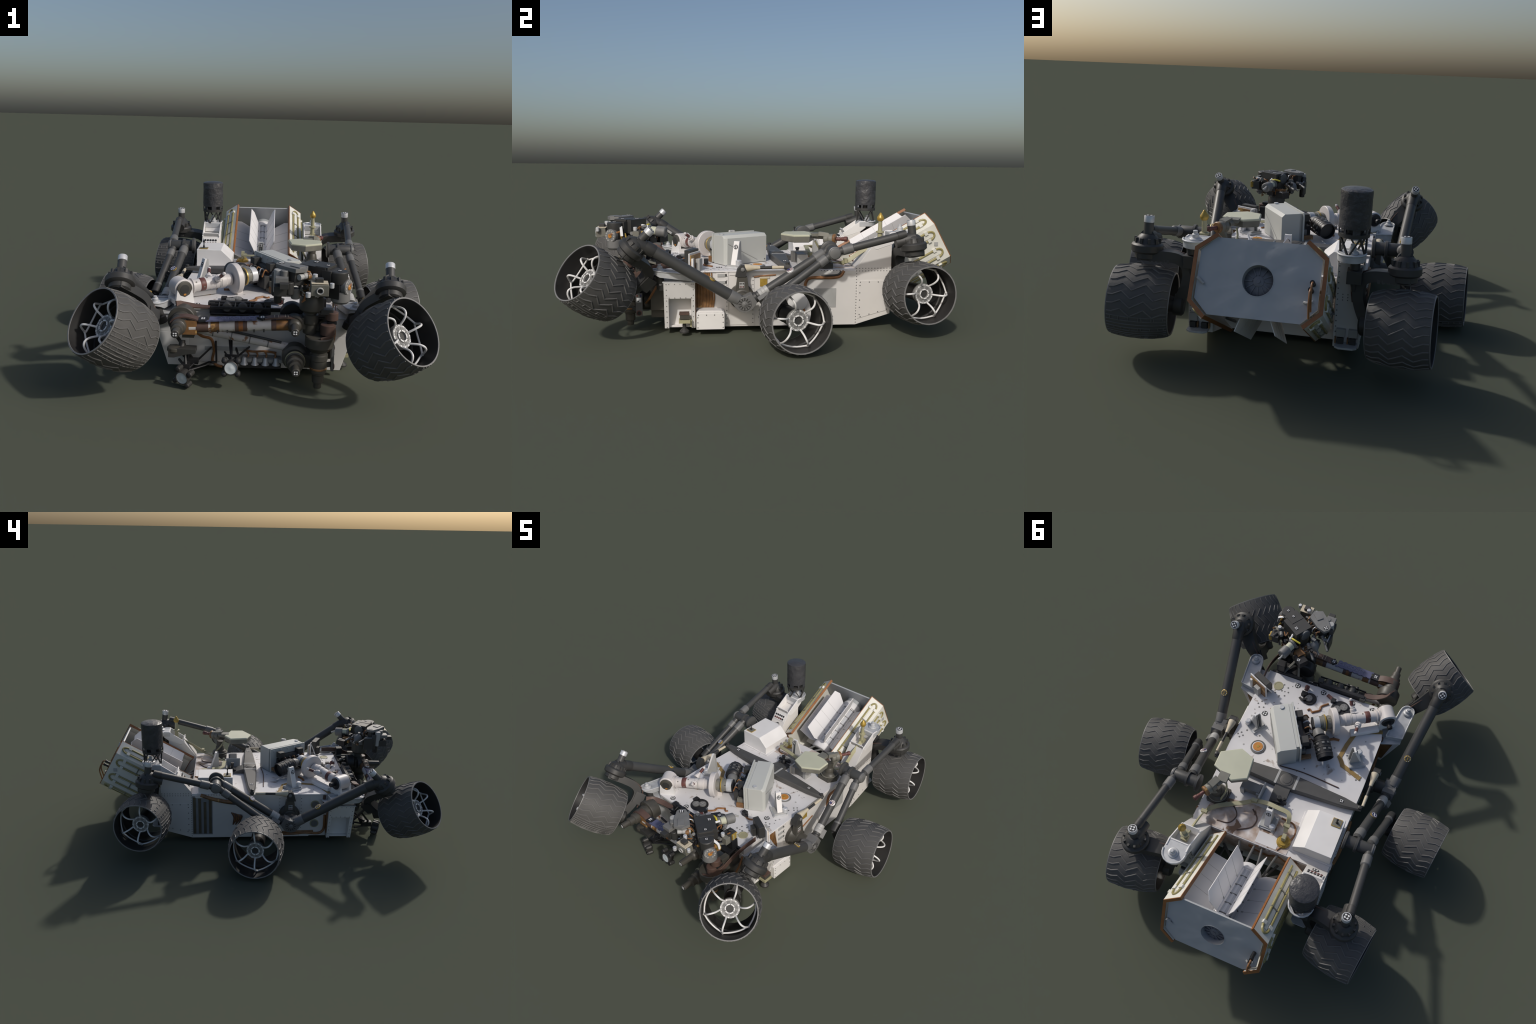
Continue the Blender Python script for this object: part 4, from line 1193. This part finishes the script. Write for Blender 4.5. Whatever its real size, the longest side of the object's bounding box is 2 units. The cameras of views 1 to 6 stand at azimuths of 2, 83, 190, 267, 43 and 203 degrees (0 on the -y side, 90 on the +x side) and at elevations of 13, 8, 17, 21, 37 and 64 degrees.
# ================================================================== ROBOTIC ARM
p = Part(OLIVED)                                       # shoulder azimuth column
sc = V((.275, -.700, 0))
p.lathe(sc + Zv * .024, Zv, [(.015, 0), (.0165, .003), (.0165, .022), (.024, .026), (.025, .060), (.030, .064), (.030, .070), (.035, .072), (.035, .125), (.038, .127), (.038, .150), (.034, .152), (.034, .162), (.042, .172), (.055, .184), (.060, .187), (.060, .226), (.057, .230), (.046, .232)], OLIVED, 30)
for z in (.108, .150, .162):
    p.lathe(sc + Zv * z, Zv, [(.0345, 0), (.0365, .002), (.0365, .008), (.0345, .010)], KAPTON if z < .15 else MIDGREY, 30)
p.box(V((.318, -.640, .285)), (.03, .05, .09), OLIVED)
p.lathe((.322, -.700, .322), Zv, [(.020, 0), (.026, .003), (.026, .034), (.020, .037)], STRAP, 18)
p.lathe((.305, -.712, .262), Zv, [(.024, 0), (.030, .003), (.030, .045), (.024, .048)], STRAP, 18)
p.box((.322, -.690, .312), (.04, .04, .012), BLACK)
p.box((.300, -.700, .36), (.05, .04, .02), DARK)
p.box(V((.300, -.60, .25)), (.05, .12, .05), OLIVED)
p.bar([(.29, -.725, .262), (.33, -.70, .28), (.335, -.66, .30)], Zv, .05, .008, STRAP)
arm = p.make("arm_shoulder", rover, bevel=.001)
p = Part(OLIVED)                                       # shoulder elevation joint
p.lathe((.178, -.600, .134), -Y, [(.046, 0), (.053, .003), (.055, .006), (.055, .058), (.050, .062), (.041, .064), (.041, .100), (.036, .102), (.034, .132), (.028, .134), (.026, .136), (.026, .164), (.0170, .166), (.0170, .214), (.0155, .216)], OLIVED, 30)
p.bar([(.19, -.64, .134), (.27, -.68, .134)], Zv, .05, .045, OLIVED)
p.lathe((.178, -.685, .134), -Y, [(.041, 0), (.043, .002), (.043, .010), (.041, .012)], KHAKI, 30)
fiducial(p, (.178, -.8165, .134), -Y, .0125)
p.make("shoulder_joint", arm)
p = Part(ARMW)                                         # upper link (behind the forearm, sloping)
a, b = V((-.275, -.607, .238)), V((.150, -.607, .163))
p.cyl(a, b, .0185, .0185, ARMW, 24)
d_ = (b - a).normalized()
for e in (.10, .18, .26, .34):
    p.lathe(a + d_ * e, d_, [(.0187, 0), (.0197, .001), (.0197, .004), (.0187, .005)], MIDGREY, 24)
p.tube([a + V((.05, -.010, .022)), a + V((.2, -.008, -.012)), b + V((-.03, -.010, .024))], .006, DARK, 8, 4)
p.make("upper_arm", arm)
p = Part(OLIVED)                                       # elbow
p.lathe((-.305, -.596, .283), -Y, [(.050, 0), (.058, .003), (.060, .006), (.060, .052), (.057, .056), (.042, .057), (.042, .080), (.0385, .083), (.0385, .118), (.032, .120), (.032, .150), (.029, .153), (.024, .155), (.024, .185), (.0165, .187), (.0165, .228), (.0150, .230)], OLIVED, 32)
p.lathe((-.305, -.692, .281), -Y, [(.0375, 0), (.0395, .002), (.0395, .012), (.0375, .014)], TAN, 32)
fiducial(p, (-.305, -.8265, .283), -Y, .0125)
p.box((-.262, -.70, .275), (.06, .04, .06), KAPTON)
p.box((-.272, -.665, .243), (.05, .05, .045), OLIVED)
p.make("elbow_joint", arm, bevel=.0012)
p = Part(ARMW)                                         # forearm with nameplate
a, b = V((-.265, -.698, .272)), V((.165, -.694, .296)); d_ = (b - a).normalized()
p.cyl(a, b, .023, .023, ARMW, 26)
for e, w, m in ((.03, .05, STRAP), (.09, .035, KAPTON), (.19, .05, STRAP), (.205, .018, AMBER), (.34, .02, STRAP), (.36, .05, KAPTON)):
    p.lathe(a + d_ * e, d_, [(.0232, 0), (.0242 + .0004 * (m is AMBER), .001), (.0242 + .0004 * (m is AMBER), w), (.0232, w + .001)], m, 26)
for e in (.12, .16, .27, .31):
    p.box(a + d_ * e - Y * .022 - Zv * .016, (.006, .008, .012), DARK)
fore = p.make("forearm", arm)
pu = V((-.05, -.04, 1)).normalized()                   # nameplate lies flat on top of the forearm
pu = (pu - d_ * pu.dot(d_)).normalized(); pv = pu.cross(d_)
p = Part(BLUEP)
base = V((-.265, -.701, .272)) + pu * .032
p.bar([base + d_ * .085, base + d_ * .20, base + d_ * .28], pv, [.044, .040, .038], .006, BLUEP)
rng = random.Random(5)
for k in range(16):
    e = .08 + .0135 * k
    p.box(base + d_ * e + pv * ((.019 if k % 2 else -.019) + rng.uniform(-.002, .002)), (.016, .010, .005), BLUEP, d_, pv, pu)
p.box(base + d_ * .06, (.036, .042, .009), MARKB, d_, pv, pu)
p.box(base + d_ * .305, (.03, .03, .009), MARKB, (d_ + pv).normalized(), (pv - d_).normalized(), pu)
for e in (.06, .305):
    for s1_, s2_ in ((-1, -1), (1, -1), (-1, 1), (1, 1)):
        p.box(base + d_ * (e + .0045 * s1_) + pv * .005 * s2_ + pu * .005, (.006, .006, .0015), MARKW, d_, pv, pu)
np_ = p.make("nameplate", fore)
p = Part(STRAP)
p.bar([base + d_ * .04, base + d_ * .015 + pu * .012, base - d_ * .02 + pu * .018, base - d_ * .055 + pu * .012, base - d_ * .075 - pu * .005], pv, .038, .006, STRAP, 4)
p.bar([base + d_ * .315, base + d_ * .36 + pu * .004, base + d_ * .42 + pu * .002, base + d_ * .455 - pu * .01], pv, .034, .006, STRAP, 4)
for e in (.355, .37, .40, .41):
    p.box(base + d_ * e + pu * .0075, (.002, .030, .0012), TAN, d_, pv, pu)
q0 = V((-.30, -.585, .335))
p.bar([V((-.33, -.63, .345)), V((-.30, -.592, .335)), V((-.25, -.568, .322)), V((-.19, -.560, .316))], V((.3, .5, .0)), .032, .006, STRAP, 4)
p.make("flex_strap", fore)
# lettering
cu = bpy.data.curves.new("lettering", 'FONT'); cu.body = "CURIOSITY"; cu.size = .030; cu.extrude = .0008
cu.align_x = 'CENTER'; cu.align_y = 'CENTER'
tmp = bpy.data.objects.new("tmp_text", cu); bpy.context.scene.collection.objects.link(tmp)
bpy.context.view_layer.update()
dg = bpy.context.evaluated_depsgraph_get()
tme = bpy.data.meshes.new_from_object(tmp.evaluated_get(dg))
bpy.data.objects.remove(tmp)
to = bpy.data.objects.new("lettering", tme); bpy.context.scene.collection.objects.link(to)
tme.materials.clear(); tme.materials.append(BLUEL)
tx, ty = -d_, pv                                       # letters read from behind the arm
if tx.cross(ty).dot(pu) < 0: ty = -ty
tc_ = base + d_ * .20 + pu * .0036
Mt = Matrix(((tx.x, ty.x, pu.x, tc_.x), (tx.y, ty.y, pu.y, tc_.y), (tx.z, ty.z, pu.z, tc_.z), (0, 0, 0, 1)))
tme.transform(Mt); to.parent = np_

p = Part(OLIVED)                                       # wrist joint
p.lathe((.170, -.655, .299), -Y, [(.025, 0), (.036, .004), (.038, .010), (.038, .045), (.030, .050), (.028, .072), (.024, .078), (.018, .082), (.0165, .150), (.014, .152)], OLIVED, 26)
fiducial(p, (.170, -.807, .299), -Y, .0125)
p.lathe((.235, -.668, .250), Zv, [(.020, 0), (.029, .006), (.030, .045), (.034, .05), (.034, .085), (.028, .09), (.028, .105)], OLIVED, 26)
p.box((.20, -.665, .30), (.07, .05, .05), OLIVED)
p.lathe((.16, -.615, .315), Y, [(.046, -.01), (.050, 0), (.050, .03), (.044, .036)], BLACK, 28)
p.make("wrist_joint", arm, bevel=.001)

# ------------------------------------------------------------------ turret with tools
tc0 = V((.238, -.680, 0))
p = Part(OLIVED)
p.lathe(tc0 + Zv * .350, Zv, [(.030, 0), (.046, .008), (.051, .014), (.051, .058), (.047, .064), (.047, .072), (.060, .076), (.060, .098), (.050, .102), (.050, .175)], OLIVED, 32)
for k in range(14):
    a = 2 * pi * k / 14
    d_ = V((math.cos(a), math.sin(a), 0))
    p.box(tc0 + Zv * .437 + d_ * .060, (.004, .012, .014), SILVER if k % 2 else BLACK, d_, Zv.cross(d_))
turret = p.make("turret", arm)
p = Part(DARK)                                         # big dark tool box with round nose (drill)
bd = V((.84, -.543, 0)).normalized(); bw = V((.543, .84, 0)).normalized()
bc = V((.256, -.690, .522))
p.box(bc, (.118, .098, .066), DARK, bd, bw)
p.box(bc + bd * .066 - bw * .012 - Zv * .003, (.040, .080, .054), DARK, bd, bw)
p.box(bc + bd * .040 - bw * .010 + Zv * .030, (.055, .070, .010), DARK, bd, bw)
p.lathe(bc + bd * .103 - bw * .013 - Zv * .026, Zv, [(.034, 0), (.036, .004), (.036, .045), (.032, .049)], DARK, 26)
p.lathe(bc - bd * .050 - bw * .004 + Zv * .002, -bd, [(.030, 0), (.030, .018), (.026, .022)], STEELGREY, 26)
p.box(bc - bd * .062 + bw * .0 + Zv * .002, (.016, .062, .040), DARK, bd, bw)
fiducial(p, bc - bd * .021 + bw * .023 + Zv * .0332, Zv, .012, bd)
fiducial(p, bc + bd * .050 - bw * .008 + Zv * .0355, Zv, .009, bd)
fiducial(p, bc + bd * .105 - bw * .013 + Zv * .0235, Zv, .009, bd)
p.box(bc + bd * .085 - bw * .01 - Zv * .055, (.075, .07, .06), BLACK, bd, bw)
p.box(bc - Zv * .045, (.09, .08, .03), BLACK, bd, bw)
p.make("drill", turret, bevel=.004)
p = Part(LIGHTGREY)                                    # light grey angular tool (sample handler)
g0 = V((.150, -.752, .545))
gd = V((.72, -.69, 0)).normalized(); gw = V((.69, .72, 0)).normalized()
gpl = [(.085, -.728), (.088, -.710), (.109, -.690), (.150, -.703), (.213, -.753), (.204, -.797), (.162, -.814), (.120, -.775)]
p.prism(gpl, (0, 0, 0), X, Y, Zv, .544, .560, MIDGREY)
p.prism([(.150 + (x_ - .150) * .8, -.752 + (y_ + .752) * .8) for x_, y_ in gpl], (0, 0, 0), X, Y, Zv, .490, .544, DARK)
p.box(g0 + gd * .03 + Zv * .016, (.05, .035, .006), MIDGREY, gd, gw)
fiducial(p, V((.108, -.716, .560)), Zv, .013, gd)
rng = random.Random(21)
for k in range(9):
    q = g0 + gd * (.05 - .013 * k) + gw * .030 - Zv * rng.uniform(.0, .02)
    p.tube([q, q + gw * rng.uniform(.01, .02) + gd * rng.uniform(-.01, .01) - Zv * .006, q + gw * rng.uniform(.02, .035) - Zv * rng.uniform(.02, .04)], rng.uniform(.0022, .0036), (KAPTON, DARK, CABLE, BLACK, STRAP, SILVER)[k % 6], 7, 4)
p.lathe(g0 + gd * .055 - gw * .02 - Zv * .02, gw, [(.012, 0), (.012, .02), (.010, .022), (.013, .025), (.013, .045), (.010, .048), (.010, .065)], LIGHTGREY, 16)
p.lathe(g0 + gd * .06 + gw * .02 - Zv * .022, gw, [(.0125, 0), (.0135, .004), (.0135, .015), (.011, .018)], KAPTON, 16)
p.make("sample_handler", turret, bevel=.002)
p = Part(MIDGREY)                                      # cluster of vertical canisters
for c, r, z0, z1, m in (((.096, -.762), .018, .45, .546, LIGHTGREY), ((.120, -.785), .016, .47, .548, MIDGREY), ((.085, -.735), .014, .43, .53, DARK), ((.140, -.80), .018, .455, .505, DARK), ((.166, -.765), .018, .428, .472, MIDGREY), ((.096, -.752), .016, .405, .45, BLACK)):
    p.lathe((*c, z0), Zv, [(r * .85, 0), (r, .003), (r, z1 - z0 - .003), (r * .85, z1 - z0)], m, 20)
p.box((.119, -.843, .500), (.034, .03, .022), DARK)
p.box((.110, -.80, .515), (.05, .05, .022), MIDGREY)
p.box((.105, -.79, .470), (.05, .06, .04), DARK)
p.box((.075, -.70, .470), (.012, .06, .075), DARK)
p.box((.082, -.70, .50), (.006, .05, .02), LIGHTGREY)
p.make("canister_cluster", turret, bevel=.0015)
p = Part(OLIVE)                                        # hand-lens camera
cd = V((.05, -1, -.12)).normalized()
lc = V((.256, -.858, .487))
cx_, cy_, cz_ = X, cd.cross(X), cd
p.box(lc - cd * .028, (.068, .045, .048), OLIVE, X, cd.cross(X).normalized(), cd)
p.box(lc - cd * .03 + Zv * .024, (.066, .048, .004), TAN)
p.lathe(lc - cd * .006, cd, [(.0145, 0), (.0145, .008), (.0095, .008), (.0090, -.006)], LIGHTGREY, 22)
p.lathe(lc - cd * .008, cd, [(.010, 0), (.010, .006)], BLACK, 18)
p.box(lc + V((-.002, .03, .034)), (.030, .026, .022), DARK)
p.lathe(lc + V((.045, .015, .01)), Zv, [(.009, 0), (.009, .02)], SILVER, 14)
p.lathe(lc + V((-.018, .05, .035)), Zv, [(.010, 0), (.010, .02)], SILVER, 14)
p.lathe(lc + V((-.045, .0, -.025)), Zv, [(.010, 0), (.010, .02)], SILVER, 14)
p.make("hand_lens_camera", turret, bevel=.003)
p = Part(OLIVE)                                        # round sensor with orange core
oc = V((.378, -.777, .483)); od = V((.82, -.56, .0)).normalized()
p.lathe(oc - od * .034, od, [(.020, 0), (.030, .006), (.032, .010), (.032, .028), (.029, .031)], MIDGREY, 28)
p.lathe(oc - od * .012, od, [(.011, 0), (.011, .010), (.008, .013)], ORANGE, 20)
for k in range(12):
    a = 2 * pi * k / 12
    p.lathe(oc - od * .0035 + (Zv * math.cos(a) + od.cross(Zv) * math.sin(a)) * .024, od, [(.0038, 0), (.0038, .0012)], LIGHTGREY, 10)
p.tube([oc - od * .002 + Zv * .005, oc + od * .004 + V((-.0, .02, .012)), oc + V((-.01, .045, .018))], .005, CABLE, 8, 4)
for k in range(6):
    s_ = oc + V((-.02, .03 + .008 * k, .030 - .004 * k))
    p.tube([s_, s_ + V((.010, .006, -.020)), s_ + V((.002, .010, -.045))], .0042, (KAPTON, BLACK, GOLD)[k % 3], 7, 4)
p.bar([oc + V((-.03, .05, .042)), oc + V((.0, .055, .03)), oc + V((.005, .058, .0))], Y, .012, .004, MARKW)
p.lathe(V((.345, -.755, .415)), Zv, [(.03, 0), (.038, .01), (.038, .05)], MIDGREY, 22)
p.make("particle_sensor", turret)
p = Part(MIDGREY)                                      # cylinder with pale band pointing back
ga, gb = V((.245, -.605, .497)), V((.275, -.520, .490)); gd = (gb - ga); gl = gd.length
p.lathe(ga, gd, [(.020, 0), (.026, .002), (.026, .012), (.020, .014), (.020, gl * .5), (.027, gl * .52), (.027, gl), (.022, gl + .004)], MIDGREY, 26)
p.lathe(ga + gd * .18, gd, [(.0205, 0), (.0215, .001), (.0215, gl * .30), (.0205, gl * .31)], CREAM, 26)
p.bar([gb + V((-.01, 0, .012)), gb + V((-.002, .02, 0)), gb + V((.008, .03, -.006))], Zv, .010, .006, LIGHTGREY)
p.tube([ga + V((.012, -.01, .022)), ga + V((-.01, -.0, .028)), ga + V((-.04, .004, .022))], .005, YELLOW, 8, 4)
p.tube([ga + V((.02, -.0, .02)), ga + V((.016, -.03, .026)), ga + V((.022, -.055, .028))], .006, MARKW, 8, 3)
bx1, bx2 = V((.80, -.60, 0)), V((.60, .80, 0))
p.box((.180, -.552, .4485), (.060, .050, .035), BLACK, bx1, bx2)
fiducial(p, (.187, -.537, .4665), Zv, .012)
p.box((.205, -.588, .458), (.06, .045, .03), KAPTON, bx1, bx2)
p.box((.245, -.600, .455), (.05, .05, .04), BLACK, bx1, bx2)
p.make("dust_brush", turret, bevel=.001)
p = Part(STEELGREY)                                    # two contact prongs
for tip, root in ((V((.113, -.555, .482)), V((.172, -.632, .498))), (V((.063, -.634, .482)), V((.120, -.705, .500)))):
    dd = (tip - root)
    p.lathe(root, dd, [(.010, 0), (.010, .02), (.006, .024), (.0065, dd.length - .003), (.003, dd.length)], STEELGREY, 12)
p.lathe(V((.150, -.650, .49)), V((-.75, .65, -.3)), [(.026, 0), (.026, .02), (.018, .035), (.006, .045), (.005, .07)], MIDGREY, 22)
p.make("contact_prong", turret)
p = Part(DARK)                                         # gold-faced box on the right
p.box((.352, -.620, .487), (.045, .05, .045), DARK)
p.box((.372, -.612, .49), (.018, .034, .034), GOLD)
for a_ in (-.01, .01):
    p.box((.382, -.612 + a_, .49), (.004, .008, .03), KHAKI)
p.box((.362, -.655, .484), (.03, .03, .04), OLIVE)
p.lathe((.345, -.66, .505), Zv, [(.010, 0), (.010, .018)], SILVER, 14)
p.bar([(.30, -.66, .47), (.345, -.63, .47)], Zv, .03, .02, BLACK)
p.make("gold_box", turret, bevel=.0015)
p = Part(BLACK)                                        # loose harness and filler hardware
rng = random.Random(11)
for k in range(60):
    a = rng.uniform(0, 2 * pi); r = rng.uniform(.04, .125)
    c = tc0 + V((math.cos(a) * r * 1.05, math.sin(a) * r * 1.1, rng.uniform(.435, .520)))
    m = rng.choice((BLACK, BLACK, DARK, MIDGREY, STEELGREY, KAPTON, DARK))
    if rng.random() < .5:
        p.box(c, (rng.uniform(.01, .028), rng.uniform(.01, .028), rng.uniform(.008, .024)), m, V((math.cos(a), math.sin(a), 0)), V((-math.sin(a), math.cos(a), 0)))
    else:
        d_ = V((rng.uniform(-1, 1), rng.uniform(-1, 1), rng.uniform(-.4, .4)))
        p.cyl(c, c + d_.normalized() * rng.uniform(.015, .035), rng.uniform(.004, .010), None, m, 10)
for k in range(26):
    a = rng.uniform(0, 2 * pi); r = rng.uniform(.05, .10)
    c = tc0 + V((math.cos(a) * r, math.sin(a) * r, rng.uniform(.43, .51)))
    q = [c]
    for j in range(3):
        q.append(q[-1] + V((rng.uniform(-.025, .025), rng.uniform(-.025, .025), rng.uniform(-.02, .015))))
    p.tube(q, rng.uniform(.002, .0035), rng.choice((CABLE, DARK, GOLD, SILVER, BLACK, KAPTON)), 6, 4)
p.make("turret_harness", turret, kind="stuff")

# brackets that tie the arm to the front of the deck
p = Part(DARK)
p.box((.285, -.548, .345), (.045, .04, .055), BLACK)
p.bar([(.352, -.44, .334), (.352, -.53, .334), (.345, -.61, .310), (.338, -.68, .275), (.315, -.735, .255), (.275, -.755, .250)], Zv, .028, .005, STRAP, 4)
p.bar([(.265, -.53, .32), (.235, -.60, .335), (.225, -.645, .345)], X, .012, .010, OLIVE)
p.bar([(.18, -.53, .312), (.205, -.60, .335), (.215, -.645, .345)], X, .012, .010, OLIVE)
p.bar([(.30, -.53, .312), (.16, -.53, .312)], Zv, .014, .014, DARK)
p.box((.25, -.57, .305), (.12, .06, .02), BLACK)
p.box((.31, -.56, .17), (.05, .07, .12), OLIVED)
p.box((.232, -.56, .10), (.13, .07, .07), OLIVED)
p.tube([(.345, -.535, .27), (.35, -.57, .22), (.335, -.60, .17), (.30, -.62, .14)], .006, CABLE, 8, 5)
p.make("arm_mount", arm, bevel=.0015)
p = Part(MIDGREY)                                      # calibration target strip beside the column
cq = V((.337, -.650, .140))
p.box(cq, (.012, .032, .112), STEELGREY)
for k, m in enumerate((MAROON, OLIVE, NAVY)):
    p.box(cq + V((.0065, -.009 + .009 * k, .046)), (.003, .007, .010), m)
p.box(cq + V((.0065, 0, .024)), (.003, .022, .022), MARKW)
p.box(cq + V((.0075, -.004, .018)), (.003, .006, .006), MARKB)
p.lathe(cq + V((.005, 0, -.040)), X, [(.013, 0), (.013, .004), (.009, .005)], MAROON, 18)
p.lathe(cq + V((.009, 0, -.040)), X, [(.009, 0), (.009, .0015)], BLACK, 18)
p.bar([cq + V((-.004, 0, -.03)), V((.30, -.69, .12))], Zv, .02, .01, DARK)
p.make("calibration_target", arm)

# ------------------------------------------------------------------ round lamps on tripod legs in front of the body
def lamp(c, d, up):
    p = Part(DARK)
    c, d = V(c), V(d).normalized(); x, y, z = frame(d, up)
    p.lathe(c - d * .045, d, [(.020, 0), (.028, .006), (.030, .012), (.030, .044), (.027, .046), (.025, .040)], DARK, 28)
    p.lathe(c - d * .006, d, [(.0255, 0), (.0255, .003), (.012, .001), (.005, .004)], LENS, 28)
    for k in range(4):
        a = pi / 4 + k * pi / 2
        q = c + (x * math.cos(a) + y * math.sin(a)) * .040
        p.lathe(q - d * .040, d, [(.008, 0), (.012, .004), (.012, .030), (.009, .034)], DARK, 16)
        p.lathe(q - d * .006, d, [(.009, 0), (.0095, .004), (.004, .007)], BLACK, 14)
        p.bar([c - d * .02, q - d * .02], d, .02, .012, DARK)
    return p
pa = lamp((-.089, -.722, .104), (.02, -1, .12), Zv)
for e in ((-.115, -.53, .215), (-.10, -.53, .21), (-.02, -.535, .13), (-.13, -.53, .10)):
    pa.cyl((-.089, -.68, .118), e, .0048, .0042, BLACK, 8)
pa.bar([(-.12, -.66, .135), (-.06, -.66, .135), (-.075, -.60, .145)], Zv, .012, .008, BLACK)
pa.make("round_lamp", rover)
pb = lamp((-.297, -.716, .048), (-.36, -.92, -.10), V((.3, 0, 1)))
for e in ((-.19, -.53, .12), (-.20, -.53, .05), (-.30, -.53, .10), (-.16, -.60, .08), (-.28, -.56, .13)):
    pb.cyl((-.285, -.672, .062), e, .0048, .0042, BLACK, 8)
pb.cyl((-.16, -.60, .08), (-.17, -.53, .15), .0045, None, BLACK, 8); pb.cyl((-.16, -.60, .08), (-.20, -.53, .05), .0045, None, BLACK, 8)
pb.box((-.262, -.615, .088), (.05, .03, .02), BLACK)
pb.box((-.285, -.64, .075), (.03, .06, .03), BLACK)
pb.cyl((-.285, -.66, .08), (-.30, -.60, .16), .006, None, BLACK, 8)
pb.cyl((-.275, -.66, .06), (-.33, -.56, .07), .006, None, BLACK, 8)
pb.make("round_lamp", rover)
p = Part(DARK)                                         # dark scoop-shaped rest under the elbow
p.prism([(-.352, .182), (-.237, .180), (-.237, .160), (-.283, .153), (-.328, .140), (-.352, .140)], (0, 0, 0), X, Zv, Y, -.715, -.668, DARK)
p.lathe((-.330, -.69, .160), Zv, [(.024, 0), (.030, .004), (.030, .018), (.024, .022)], OLIVED, 20)
p.cyl((-.300, -.665, .20), (-.300, -.68, .17), .014, None, DARK, 12)
p.cyl((-.305, -.56, .09), (-.305, -.53, .09), .012, None, BLACK, 12)
p.cyl((-.27, -.525, .05), (-.33, -.62, .20), .008, None, DARK, 10)
p.make("elbow_rest", rover, bevel=.002)

bpy.context.view_layer.update()
